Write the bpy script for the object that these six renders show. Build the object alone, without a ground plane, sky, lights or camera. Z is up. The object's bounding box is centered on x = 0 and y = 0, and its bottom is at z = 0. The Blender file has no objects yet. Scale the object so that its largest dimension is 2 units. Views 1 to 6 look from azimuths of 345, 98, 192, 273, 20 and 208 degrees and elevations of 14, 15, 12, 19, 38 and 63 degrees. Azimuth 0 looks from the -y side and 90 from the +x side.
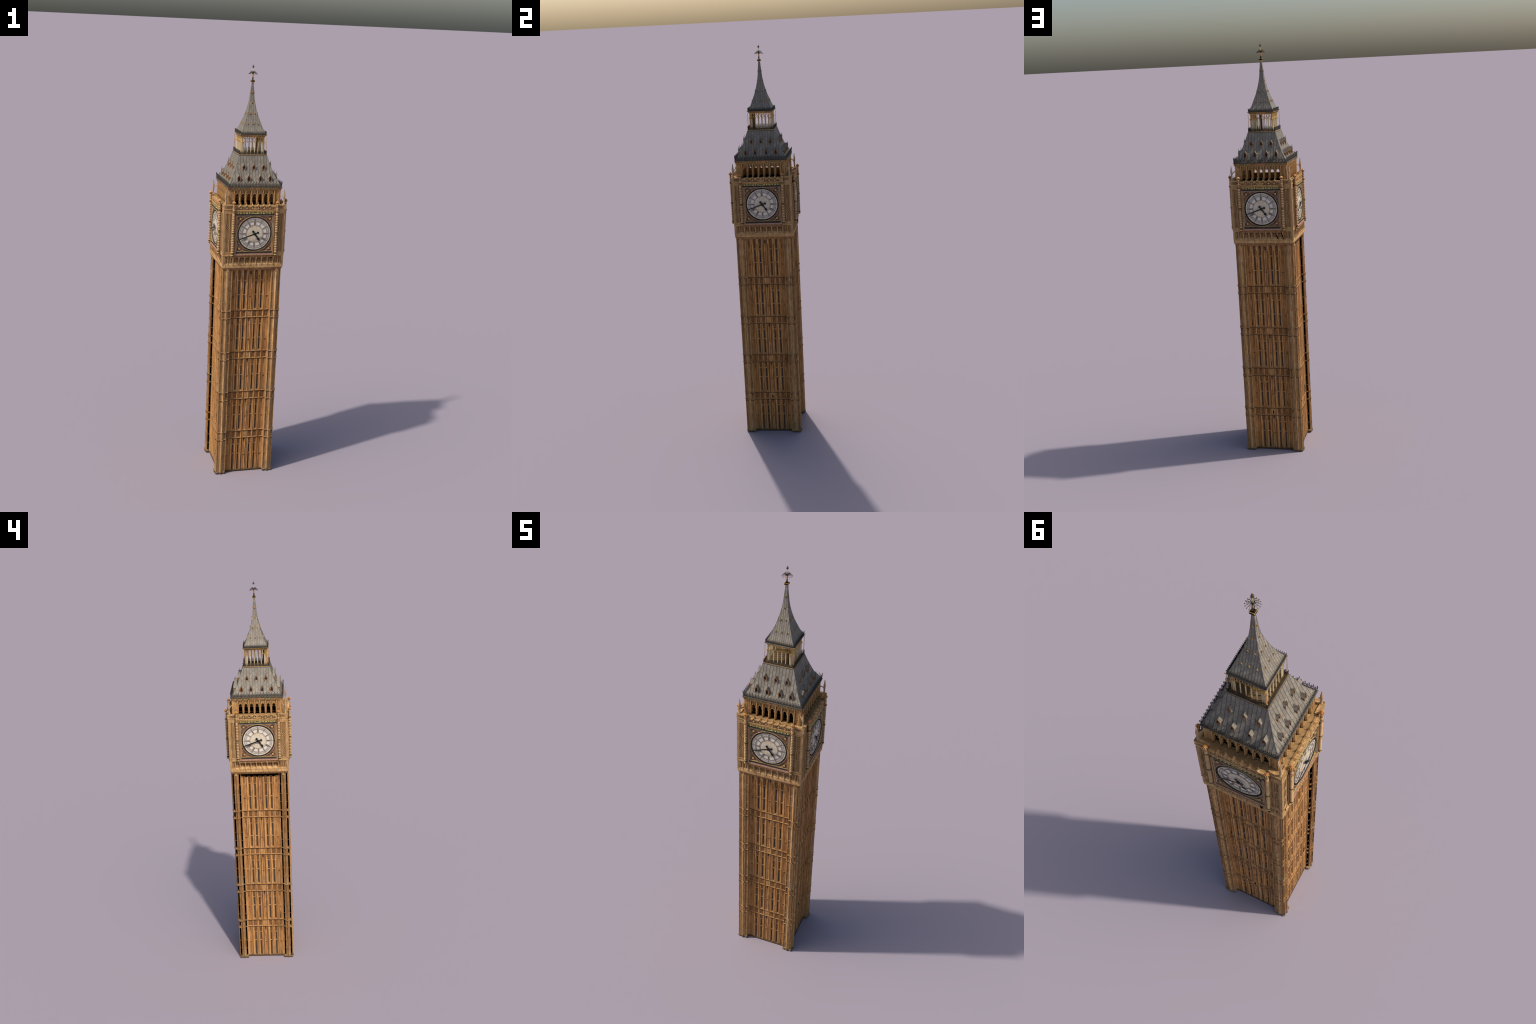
# A gothic clock tower, built part by part in procedural code.
# Local frame of one side of the tower: t = along the side (left to right seen from
# outside), d = distance outward from the tower axis, z = height.
import bpy, math, random
from math import sin, cos, pi, radians, sqrt
from mathutils import Vector, Matrix

random.seed(7)
scene = bpy.context.scene

# ------------------------------------------------------------------ materials
def lin(c):
    c /= 255.0
    return c / 12.92 if c <= 0.04045 else ((c + 0.055) / 1.055) ** 2.4

def rgb(r, g, b, k=1.0):
    return (lin(r) * k, lin(g) * k, lin(b) * k, 1.0)

def calm(c, s):
    """pull a colour towards its own grey (s = share of the colour kept)"""
    g = 0.3 * c[0] + 0.59 * c[1] + 0.11 * c[2]
    return tuple(g + (v - g) * s for v in c[:3]) + (1.0,)

def new_mat(name, rough=0.8, metal=0.0, spec=0.3):
    m = bpy.data.materials.new(name)
    m.use_nodes = True
    nt = m.node_tree
    b = nt.nodes["Principled BSDF"]
    b.inputs["Roughness"].default_value = rough
    b.inputs["Metallic"].default_value = metal
    b.inputs["Specular IOR Level"].default_value = spec
    return m, nt, b

def N(nt, typ, **kw):
    n = nt.nodes.new(typ)
    for k, v in kw.items():
        setattr(n, k, v)
    return n

def link(nt, a, b):
    nt.links.new(a, b)

def coords(nt, scale):
    tc = N(nt, "ShaderNodeTexCoord")
    mp = N(nt, "ShaderNodeMapping")
    mp.inputs["Scale"].default_value = scale
    link(nt, tc.outputs["Object"], mp.inputs["Vector"])
    return tc, mp

def noise(nt, scale3, sc=1.0, detail=3.0):
    tc, mp = coords(nt, scale3)
    n = N(nt, "ShaderNodeTexNoise")
    n.inputs["Scale"].default_value = sc
    n.inputs["Detail"].default_value = detail
    link(nt, mp.outputs[0], n.inputs["Vector"])
    return n.outputs["Fac"]

def ramp(nt, fac, stops):
    r = N(nt, "ShaderNodeValToRGB")
    e = r.color_ramp.elements
    while len(e) < len(stops):
        e.new(0.5)
    for i, (p, c) in enumerate(stops):
        e[i].position = p
        e[i].color = c
    link(nt, fac, r.inputs["Fac"])
    return r.outputs["Color"]

def mix(nt, fac, a, b, mode="MIX"):
    m = N(nt, "ShaderNodeMix", data_type="RGBA", blend_type=mode)
    if isinstance(fac, float):
        m.inputs[0].default_value = fac
    else:
        link(nt, fac, m.inputs[0])
    for sock, v in ((m.inputs[6], a), (m.inputs[7], b)):
        if isinstance(v, tuple):
            sock.default_value = v
        else:
            link(nt, v, sock)
    return m.outputs[2]

def math_node(nt, op, a, b=None, c=None):
    m = N(nt, "ShaderNodeMath", operation=op)
    for i, v in enumerate((a, b, c)):
        if v is None:
            continue
        if isinstance(v, (int, float)):
            m.inputs[i].default_value = v
        else:
            link(nt, v, m.inputs[i])
    return m.outputs[0]

def plain(name, col, rough=0.7, metal=0.0, spec=0.3, var=0.25, scale=60.0):
    m, nt, b = new_mat(name, rough, metal, spec)
    f = noise(nt, (scale, scale, scale))
    dark = tuple(c * (1 - var) for c in col[:3]) + (1,)
    lite = tuple(min(1, c * (1 + var)) for c in col[:3]) + (1,)
    link(nt, ramp(nt, f, [(0.3, dark), (0.7, lite)]), b.inputs["Base Color"])
    return m

def stone(name, base, dark, lite, streak=1.0, weather=None, carve=0.0):
    """Weathered limestone: fine vertical streaks, blotches, soot on the lowest edge."""
    base, dark, lite = calm(base, .99), calm(dark, .97), calm(lite, .97)
    m, nt, b = new_mat(name, 0.85, 0.0, 0.2)
    s1 = noise(nt, (330, 330, 1.8), detail=2.0)
    s2 = noise(nt, (120, 120, 30.0), detail=4.0)
    s3 = noise(nt, (14, 14, 9.0), detail=3.0)
    col = ramp(nt, s2, [(0.30, dark), (0.52, base), (0.75, lite)])
    streaks = ramp(nt, s1, [(0.34, (0.52, 0.49, 0.46, 1)), (0.52, (1, 1, 1, 1)), (0.70, (1.20, 1.18, 1.14, 1))])
    col = mix(nt, streak, col, streaks, "MULTIPLY")
    blot = ramp(nt, s3, [(0.35, (0.88, 0.85, 0.82, 1)), (0.65, (1.08, 1.08, 1.08, 1))])
    col = mix(nt, 0.8, col, blot, "MULTIPLY")
    tc = N(nt, "ShaderNodeTexCoord")
    sp = N(nt, "ShaderNodeSeparateXYZ")
    link(nt, tc.outputs["Object"], sp.inputs[0])
    z = sp.outputs["Z"]
    if weather:
        grey, bands = weather
        for z0, z1, k in bands:
            up = N(nt, "ShaderNodeMapRange"); up.inputs[1].default_value = z0 - 0.002; up.inputs[2].default_value = z0 + 0.002
            dn = N(nt, "ShaderNodeMapRange"); dn.inputs[1].default_value = z0; dn.inputs[2].default_value = z1
            dn.inputs[3].default_value = k; dn.inputs[4].default_value = 0.0
            link(nt, z, up.inputs[0]); link(nt, z, dn.inputs[0])
            f = math_node(nt, "MULTIPLY", up.outputs[0], dn.outputs[0])
            col = mix(nt, f, col, mix(nt, streak * 0.7, grey, streaks, "MULTIPLY"))
    soot = N(nt, "ShaderNodeMapRange")
    soot.inputs[1].default_value = 0.002; soot.inputs[2].default_value = 0.011
    soot.inputs[3].default_value = 0.75; soot.inputs[4].default_value = 0.0
    link(nt, z, soot.inputs[0])
    col = mix(nt, soot.outputs[0], col, (0.02, 0.017, 0.012, 1))
    if carve > 0:
        tc2, mp = coords(nt, (190, 190, 190))
        v = N(nt, "ShaderNodeTexVoronoi")
        v.inputs["Scale"].default_value = 1.0
        link(nt, mp.outputs[0], v.inputs["Vector"])
        cv = ramp(nt, v.outputs["Distance"], [(0.15, (1.18, 1.14, 1.06, 1)), (0.6, (1 - carve, 1 - carve, 1 - carve, 1))])
        col = mix(nt, 1.0, col, cv, "MULTIPLY")
    link(nt, col, b.inputs["Base Color"])
    bp = N(nt, "ShaderNodeBump")
    bp.inputs["Strength"].default_value = 0.25
    bp.inputs["Distance"].default_value = 0.001
    link(nt, s1, bp.inputs["Height"])
    link(nt, bp.outputs[0], b.inputs["Normal"])
    return m

M = {}
WX = (rgb(168, 140, 100), [(0.434, 0.500, 0.55), (0.0, 0.075, 0.55)])
M["wall"] = stone("wall_stone", rgb(188, 137, 80), rgb(162, 114, 63), rgb(206, 156, 97), 0.9, weather=WX)
M["lip_wall"] = stone("wall_ledge_stone", rgb(164, 121, 74), rgb(144, 104, 61), rgb(176, 134, 86), 0.6)
M["plaque"] = stone("plain_plaque", rgb(170, 130, 82), rgb(154, 116, 70), rgb(182, 142, 94), 0.2)
M["red_rib"] = stone("red_rib", rgb(150, 92, 54), rgb(128, 76, 44), rgb(164, 106, 64), 0.4)
M["jamb"] = stone("shaded_jamb", rgb(146, 104, 62), rgb(124, 86, 50), rgb(160, 116, 72), 0.6)  # splay shading right of each window, baked into a darker stone colour
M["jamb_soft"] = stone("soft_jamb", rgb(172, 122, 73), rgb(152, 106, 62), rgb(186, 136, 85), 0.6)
M["joint"] = plain("dark_joint", rgb(90, 63, 40), 0.9, var=0.35, scale=30)
M["shade_line"] = plain("ledge_painted_shadow", rgb(56, 40, 26), 0.95)  # shadow beneath the ledges, drawn as dark strips
M["hollow"] = plain("tracery_hollow", rgb(52, 36, 24), 0.95)
M["turret_ledge"] = stone("turret_ledge_stone", rgb(160, 122, 78), rgb(138, 102, 63), rgb(174, 138, 94), 0.5)
M["turret_panel"] = stone("turret_panel_stone", rgb(140, 104, 64), rgb(116, 84, 50), rgb(160, 124, 80), 0.8, weather=WX)
M["turret"] = stone("turret_stone", rgb(184, 142, 94), rgb(158, 118, 74), rgb(202, 164, 116), weather=WX)
M["turret_w"] = stone("turret_stone_shaded", rgb(150, 110, 67), rgb(122, 88, 52), rgb(170, 130, 84), weather=WX)  # same stone tinted darker for the unlit look of the west turrets
M["carved"] = stone("carved_stone", rgb(144, 101, 62), rgb(116, 80, 48), rgb(160, 116, 74), 0.5, WX, carve=0.35)
M["clock_stone"] = stone("clock_stage_stone", rgb(180, 144, 99), rgb(158, 123, 81), rgb(196, 162, 118), 0.7)
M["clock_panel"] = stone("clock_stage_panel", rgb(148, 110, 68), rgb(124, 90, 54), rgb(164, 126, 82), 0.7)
M["lip"] = stone("lip_stone", rgb(190, 150, 98), rgb(160, 120, 76), rgb(206, 170, 120), 0.5)
M["brown_stone"] = stone("brown_moulding_stone", rgb(152, 113, 74), rgb(130, 95, 60), rgb(168, 129, 88), 0.4, carve=0.2)
M["belfry"] = stone("belfry_stone", rgb(178, 138, 88), rgb(152, 112, 68), rgb(196, 158, 108), 0.8)
M["terrace"] = plain("terrace_stone", rgb(148, 116, 74), 0.85)
M["inside"] = plain("belfry_inside", rgb(206, 146, 78), 0.85)  # base colour brightened to carry sunlight bounced around the belfry
M["void"] = plain("dark_void", (0.0012, 0.0010, 0.0008, 1), 1.0, spec=0.0)
M["glass"] = plain("lancet_glass", rgb(66, 59, 54), 0.8, spec=0.08, var=0.35, scale=150)
M["window_dark"] = plain("dormer_window_dark", rgb(46, 32, 28), 0.6)
M["gold"] = plain("gilded", rgb(184, 146, 82), 0.55, 0.1, 0.4, var=0.3, scale=200)
M["stair_wood"] = plain("stair_post_wood", rgb(112, 82, 46), 0.8)
M["bright_gold"] = plain("bright_gilt", rgb(190, 156, 90), 0.5, 0.1, 0.4)
M["pale_gold"] = plain("pale_gilt", rgb(196, 176, 108), 0.5, 0.1, 0.4)
M["bronze_gold"] = plain("tarnished_gilt", rgb(158, 118, 60), 0.6)
M["orange_gold"] = plain("gilt_finial", rgb(206, 142, 78), 0.5, 0.1, 0.4)
M["column"] = plain("turned_column_stone", rgb(192, 156, 112), 0.7, var=0.12, scale=40)
M["pinnacle_stone"] = plain("pinnacle_stone", rgb(172, 142, 108), 0.85, var=0.15)
M["groove"] = plain("column_groove", rgb(78, 54, 32), 0.9)
M["bronze"] = plain("dark_bronze", rgb(92, 74, 44), 0.55, 0.3)
M["iron"] = plain("black_iron", rgb(36, 32, 27), 0.7, 0.2, var=0.5, scale=220)
M["iron_pale"] = plain("weathered_iron", rgb(62, 57, 50), 0.7, 0.0, var=0.4, scale=220)
M["gutter"] = plain("roof_gutter", rgb(80, 72, 60), 0.7)
M["lead"] = plain("lead_gutter", rgb(112, 106, 96), 0.6)
M["pillar"] = plain("lantern_pillar", rgb(204, 188, 150), 0.6, var=0.1)
M["pink"] = plain("pink_pillar", rgb(192, 138, 104), 0.6, var=0.1)
M["lantern_floor"] = plain("lantern_floor", rgb(98, 76, 46), 0.8)
M["dormer_wood"] = plain("dormer_side", rgb(172, 130, 74), 0.75)
M["green"] = plain("green_enamel", rgb(58, 84, 54), 0.6)
M["shield_green"] = plain("shield_green", rgb(84, 100, 74), 0.6)
M["shield_pink"] = plain("shield_pink", rgb(170, 118, 100), 0.6)
M["pinkband"] = plain("pink_mosaic", rgb(168, 128, 106), 0.7, var=0.4, scale=380)
M["darkband"] = plain("dark_band", rgb(66, 58, 52), 1.0, spec=0.05)
M["dial"] = plain("opal_glass", rgb(214, 203, 188), 0.4, spec=0.4, var=0.05)
M["dial_line"] = plain("dial_tracery", rgb(128, 117, 103), 0.8, var=0.12)
M["dial_mid"] = plain("dial_fine_tracery", rgb(146, 136, 122), 0.6, var=0.12)
M["dial_gilt"] = plain("dial_gilt", rgb(176, 152, 98), 0.55)
M["dial_gilt_dark"] = plain("dial_gilt_dark", rgb(150, 122, 78), 0.55)
M["frame_gilt"] = plain("frame_gilt", rgb(186, 174, 140), 0.55)
M["ring"] = plain("dial_ring_black", rgb(52, 42, 34), 1.0, spec=0.05, var=0.3)
M["hand"] = plain("clock_hand_black", rgb(16, 18, 20), 0.5, var=0.1)

def spandrel_mat():
    m, nt, b = new_mat("spandrel_mosaic", 0.6)
    tc, mp = coords(nt, (260, 260, 260))
    v = N(nt, "ShaderNodeTexVoronoi"); v.inputs["Scale"].default_value = 1.0
    link(nt, mp.outputs[0], v.inputs["Vector"])
    c1 = ramp(nt, v.outputs["Distance"], [(0.1, rgb(172, 124, 84)), (0.35, rgb(126, 92, 80)), (0.6, rgb(84, 66, 60))])
    f = noise(nt, (90, 90, 90))
    c2 = ramp(nt, f, [(0.42, (0.75, 0.7, 0.7, 1)), (0.60, (1.35, 1.15, 1.1, 1))])
    link(nt, mix(nt, 1.0, c1, c2, "MULTIPLY"), b.inputs["Base Color"])
    return m
M["spandrel"] = spandrel_mat()

def dial_net_mat():
    m, nt, b = new_mat("dial_centre_net", 0.4)
    tc, mp = coords(nt, (150, 150, 150))
    v = N(nt, "ShaderNodeTexVoronoi", feature="DISTANCE_TO_EDGE")
    v.inputs["Scale"].default_value = 1.0
    v.inputs["Randomness"].default_value = 0.9
    link(nt, mp.outputs[0], v.inputs["Vector"])
    c = ramp(nt, v.outputs["Distance"], [(0.02, rgb(194, 170, 122)), (0.13, rgb(212, 202, 186))])
    link(nt, c, b.inputs["Base Color"])
    return m
M["dial_net"] = dial_net_mat()

def slate_mat(name, period_t, period_z):
    """Grey slate in columns with scalloped courses (side-local x and z)."""
    m, nt, b = new_mat(name, 0.6, 0.0, 0.35)
    tc = N(nt, "ShaderNodeTexCoord")
    sp = N(nt, "ShaderNodeSeparateXYZ")
    link(nt, tc.outputs["Object"], sp.inputs[0])
    x = math_node(nt, "MULTIPLY", sp.outputs["X"], 1.0 / period_t)
    col_id = math_node(nt, "FLOOR", math_node(nt, "ADD", x, 0.5))
    fx = math_node(nt, "SUBTRACT", x, col_id)
    bow = math_node(nt, "MULTIPLY", math_node(nt, "MULTIPLY", fx, fx), 1.6)
    half = math_node(nt, "MULTIPLY", math_node(nt, "MODULO", math_node(nt, "ABSOLUTE", col_id), 2.0), 0.5)
    zz = math_node(nt, "MULTIPLY", sp.outputs["Z"], 1.0 / period_z)
    zz = math_node(nt, "SUBTRACT", math_node(nt, "ADD", zz, half), bow)
    row = math_node(nt, "FLOOR", zz)
    fz = math_node(nt, "SUBTRACT", zz, row)
    wn = N(nt, "ShaderNodeTexWhiteNoise", noise_dimensions="2D")
    cb = N(nt, "ShaderNodeCombineXYZ")
    link(nt, col_id, cb.inputs[0]); link(nt, row, cb.inputs[1])
    link(nt, cb.outputs[0], wn.inputs["Vector"])
    col = ramp(nt, wn.outputs["Value"], [(0.0, rgb(124, 115, 102)), (1.0, rgb(142, 133, 118))])
    blot = noise(nt, (40, 40, 40))
    col = mix(nt, 0.7, col, ramp(nt, blot, [(0.3, (0.84, 0.84, 0.85, 1)), (0.7, (1.1, 1.1, 1.08, 1))]), "MULTIPLY")
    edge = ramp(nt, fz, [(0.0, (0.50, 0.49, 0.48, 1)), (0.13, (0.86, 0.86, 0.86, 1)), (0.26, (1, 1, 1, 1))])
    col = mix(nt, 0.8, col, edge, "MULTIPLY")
    link(nt, col, b.inputs["Base Color"])
    bp = N(nt, "ShaderNodeBump")
    bp.inputs["Strength"].default_value = 0.5
    bp.inputs["Distance"].default_value = 0.001
    inv = math_node(nt, "SUBTRACT", 1.0, fz)
    link(nt, inv, bp.inputs["Height"])
    link(nt, bp.outputs[0], b.inputs["Normal"])
    return m

BAY = 0.0277
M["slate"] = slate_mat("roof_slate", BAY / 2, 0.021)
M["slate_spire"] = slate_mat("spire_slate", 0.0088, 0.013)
M["seam"] = plain("lead_seam", rgb(84, 80, 74), 0.6)

# ------------------------------------------------------------------ mesh builder
class B:
    def __init__(self):
        self.v, self.f, self.m, self.mats = [], [], [], []

    def mi(self, name):
        if name not in self.mats:
            self.mats.append(name)
        return self.mats.index(name)

    def add(self, pts, faces, mat):
        o = len(self.v)
        self.v += pts
        i = self.mi(mat)
        for f in faces:
            self.f.append([o + a for a in f])
            self.m.append(i)

    def box(self, t0, t1, d0, d1, z0, z1, mat):
        p = [(t, d, z) for z in (z0, z1) for d in (d0, d1) for t in (t0, t1)]
        # index: z*4 + d*2 + t
        self.add(p, [(0, 2, 3, 1), (4, 5, 7, 6), (0, 1, 5, 4), (2, 6, 7, 3), (0, 4, 6, 2), (1, 3, 7, 5)], mat)

    def hexa(self, p, mat):
        """8 points: bottom ring of 4 then top ring of 4 (same turning sense)."""
        self.add(list(p), [(0, 3, 2, 1), (4, 5, 6, 7), (0, 1, 5, 4), (1, 2, 6, 5), (2, 3, 7, 6), (3, 0, 4, 7)], mat)

    def wall(self, prof, z0, z1, mats):
        """Open profile [(t,d)...] drawn up from z0 to z1. mats: one or one per segment."""
        for i in range(len(prof) - 1):
            (a, b), (c, d) = prof[i], prof[i + 1]
            mt = mats if isinstance(mats, str) else mats[i]
            self.add([(a, b, z0), (c, d, z0), (c, d, z1), (a, b, z1)], [(0, 1, 2, 3)], mt)

    def prism(self, poly, z0, z1, mat):
        n = len(poly)
        self.add([(t, d, z0) for t, d in poly] + [(t, d, z1) for t, d in poly],
                 [tuple(range(n))[::-1], tuple(range(n, 2 * n))] + [(i, (i + 1) % n, n + (i + 1) % n, n + i) for i in range(n)], mat)

    def extrude_d(self, poly, d0, d1, mat):
        """closed polygon [(t,z)...] given depth from d0 to d1."""
        n = len(poly)
        self.add([(t, d0, z) for t, z in poly] + [(t, d1, z) for t, z in poly],
                 [tuple(range(n))[::-1], tuple(range(n, 2 * n))] + [(i, (i + 1) % n, n + (i + 1) % n, n + i) for i in range(n)], mat)

    def extrude_t(self, poly, t0, t1, mat):
        """closed section [(d,z)...] drawn along the side from t0 to t1."""
        n = len(poly)
        self.add([(t0, d, z) for d, z in poly] + [(t1, d, z) for d, z in poly],
                 [tuple(range(n))[::-1], tuple(range(n, 2 * n))] + [(i, (i + 1) % n, n + (i + 1) % n, n + i) for i in range(n)], mat)

    def lathe(self, ct, cd, prof, mats, n=10):
        """prof [(r,z)...] turned round a vertical line."""
        o = len(self.v)
        for r, z in prof:
            for k in range(n):
                a = 2 * pi * k / n
                self.v.append((ct + r * cos(a), cd + r * sin(a), z))
        for i in range(len(prof) - 1):
            mt = self.mi(mats if isinstance(mats, str) else mats[i])
            for k in range(n):
                a, b = o + i * n + k, o + i * n + (k + 1) % n
                self.f.append([a, b, b + n, a + n]); self.m.append(mt)
        mt = self.mi(mats if isinstance(mats, str) else mats[-1])
        self.f.append([o + (len(prof) - 1) * n + k for k in range(n)]); self.m.append(mt)
        mt = self.mi(mats if isinstance(mats, str) else mats[0])
        self.f.append([o + k for k in range(n)][::-1]); self.m.append(mt)

    def rod(self, p, q, r, mat, n=4):
        p, q = Vector(p), Vector(q)
        ax = (q - p).normalized()
        u = ax.orthogonal().normalized()
        w = ax.cross(u)
        ring = [u * (r * cos(2 * pi * (k + .5) / n)) + w * (r * sin(2 * pi * (k + .5) / n)) for k in range(n)]
        self.add([tuple(p + a) for a in ring] + [tuple(q + a) for a in ring],
                 [tuple(range(n))[::-1], tuple(range(n, 2 * n))] + [(i, (i + 1) % n, n + (i + 1) % n, n + i) for i in range(n)], mat)

    def ball(self, c, r, mat, n=8, rings=5, sz=1.0):
        prof = [(max(1e-5, r * sin(pi * i / rings)), c[2] - r * sz * cos(pi * i / rings)) for i in range(rings + 1)]
        self.lathe(c[0], c[1], prof, mat, n)

    def annulus(self, ct, cz, r0, r1, d0, d1, mat, n=64):
        """flat ring on the side's face, from radius r0 to r1, standing from d0 to d1."""
        o = len(self.v)
        for k in range(n):
            a = 2 * pi * k / n
            for r, d in ((r0, d0), (r0, d1), (r1, d1), (r1, d0)):
                self.v.append((ct + r * cos(a), d, cz + r * sin(a)))
        i = self.mi(mat)
        for k in range(n):
            a, b = o + 4 * k, o + 4 * ((k + 1) % n)
            for j in range(4):
                jj = (j + 1) % 4
                self.f.append([a + j, b + j, b + jj, a + jj]); self.m.append(i)

    def disc(self, ct, cz, r, d0, d1, mat, n=64):
        self.extrude_d([(ct + r * cos(2 * pi * k / n), cz + r * sin(2 * pi * k / n)) for k in range(n)], d0, d1, mat)

    def square_ring(self, prof, mats, cap=True, chamfer=0.0):
        """Square mouldings round the whole tower: prof [(half width, z)...] from bottom up."""
        o = len(self.v)
        n = 4 if chamfer == 0 else 8
        for h, z in prof:
            c = chamfer
            pts = [(-h, -h), (h, -h), (h, h), (-h, h)] if n == 4 else \
                [(-h + c, -h), (h - c, -h), (h, -h + c), (h, h - c), (h - c, h), (-h + c, h), (-h, h - c), (-h, -h + c)]
            self.v += [(x, -y, z) for x, y in pts]
        for i in range(len(prof) - 1):
            mt = self.mi(mats if isinstance(mats, str) else mats[i])
            for k in range(n):
                a, b = o + i * n + k, o + i * n + (k + 1) % n
                self.f.append([a, b, b + n, a + n]); self.m.append(mt)
        if cap:
            mt = self.mi(mats if isinstance(mats, str) else mats[-1])
            self.f.append([o + (len(prof) - 1) * n + k for k in range(n)]); self.m.append(mt)
            mt = self.mi(mats if isinstance(mats, str) else mats[0])
            self.f.append([o + k for k in range(n)][::-1]); self.m.append(mt)

    def mesh(self, name, smooth=False):
        me = bpy.data.meshes.new(name)
        me.from_pydata([(t, -d, z) for t, d, z in self.v], [], self.f)
        for nm in self.mats:
            me.materials.append(M[nm])
        me.polygons.foreach_set("material_index", self.m)
        me.update()
        import bmesh
        bm = bmesh.new(); bm.from_mesh(me)
        bmesh.ops.recalc_face_normals(bm, faces=bm.faces)
        bm.to_mesh(me); bm.free()
        if smooth:
            me.shade_smooth()
            try:
                me.set_sharp_from_angle(angle=radians(38))
            except Exception:
                pass
        return me

def obj(name, me, parent, k=0, loc=None, rot=None):
    o = bpy.data.objects.new(name, me)
    scene.collection.objects.link(o)
    o.parent = parent
    o.rotation_euler = (0, 0, (k * pi / 2) if rot is None else rot)
    if loc is not None:
        o.location = loc
    return o

def side_pt(k, t, d, z):
    """tower coordinates of a side-local point of side k (0 south, 1 east, 2 north, 3 west)"""
    a = k * pi / 2
    x, y = t, -d
    return (x * cos(a) - y * sin(a), x * sin(a) + y * cos(a), z)

def on_side(name, me, parent, k, t, d, z):
    return obj(name, me, parent, k, loc=side_pt(k, t, d, z))

def faces4(name, b, parent, smooth=False):
    me = b.mesh(name, smooth)
    return [obj(name, me, parent, k) for k in range(4)]

# ------------------------------------------------------------------ top-level thing
tower = bpy.data.objects.new("clock_tower", None)
scene.collection.objects.link(tower)
tower["label"] = "tall square gothic stone clock tower with four dials and slate spire"
tower["category"] = "clock tower"

# ------------------------------------------------------------------ dimensions
BANDS = [(0.183, 0.223), (0.3925, 0.434), (0.6045, 0.6425), (0.8145, 0.8525)]

WALL_BANDS = [(a - .0037, b - .0037) for a, b in BANDS]   # the recessed wall carries them slightly lower
STORIES = list(zip([0.0] + [b for a, b in WALL_BANDS], [a for a, b in WALL_BANDS] + [1.052]))
BARS = [(0.0523, 0.1005), (0.2619, 0.3128), (0.4764, 0.5267), (0.686, 0.7326), (0.897, 0.9415, 0.993)]
TRANSOM = [0.094, 0.304, 0.516, 0.706, 0.925]
DW = 0.1238          # wall face
DT = 0.1412          # turret face
TE = 0.097           # turret edge along the side
CZ = 1.2325          # dial centre

# ------------------------------------------------------------------ SHAFT
core = B()
core.square_ring([(0.108, 0.0), (0.108, 1.052)], "void")
shaft = obj("shaft", core.mesh("shaft"), tower)

def bay_profile(c, kind):
    w = BAY / 2
    if kind == "window":
        half = [(w, 0), (.0122, 0), (.0112, .0006), (.0080, .0010), (.0074, .0004), (.0066, .0010), (.0031, .0042), (.0028, .0078)]
    elif kind == "blind":
        half = [(w, 0), (.0122, 0), (.0112, .0006), (.0086, .0010), (.0078, .0004), (.0070, .0008), (.0048, .0026), (.0040, .0012), (.0026, .0012), (.0018, .0026)]
    else:
        half = [(w, 0), (.0122, 0), (.0112, .0006), (.0072, .0012), (.0064, .0006), (.0046, .0012), (.0022, .0026), (.0013, .0016)]
    half = [(t, DW - d) for t, d in half]
    left = [(c - t, d) for t, d in half]
    right = [(c + t, d) for t, d in reversed(half)]
    return left + right

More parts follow.
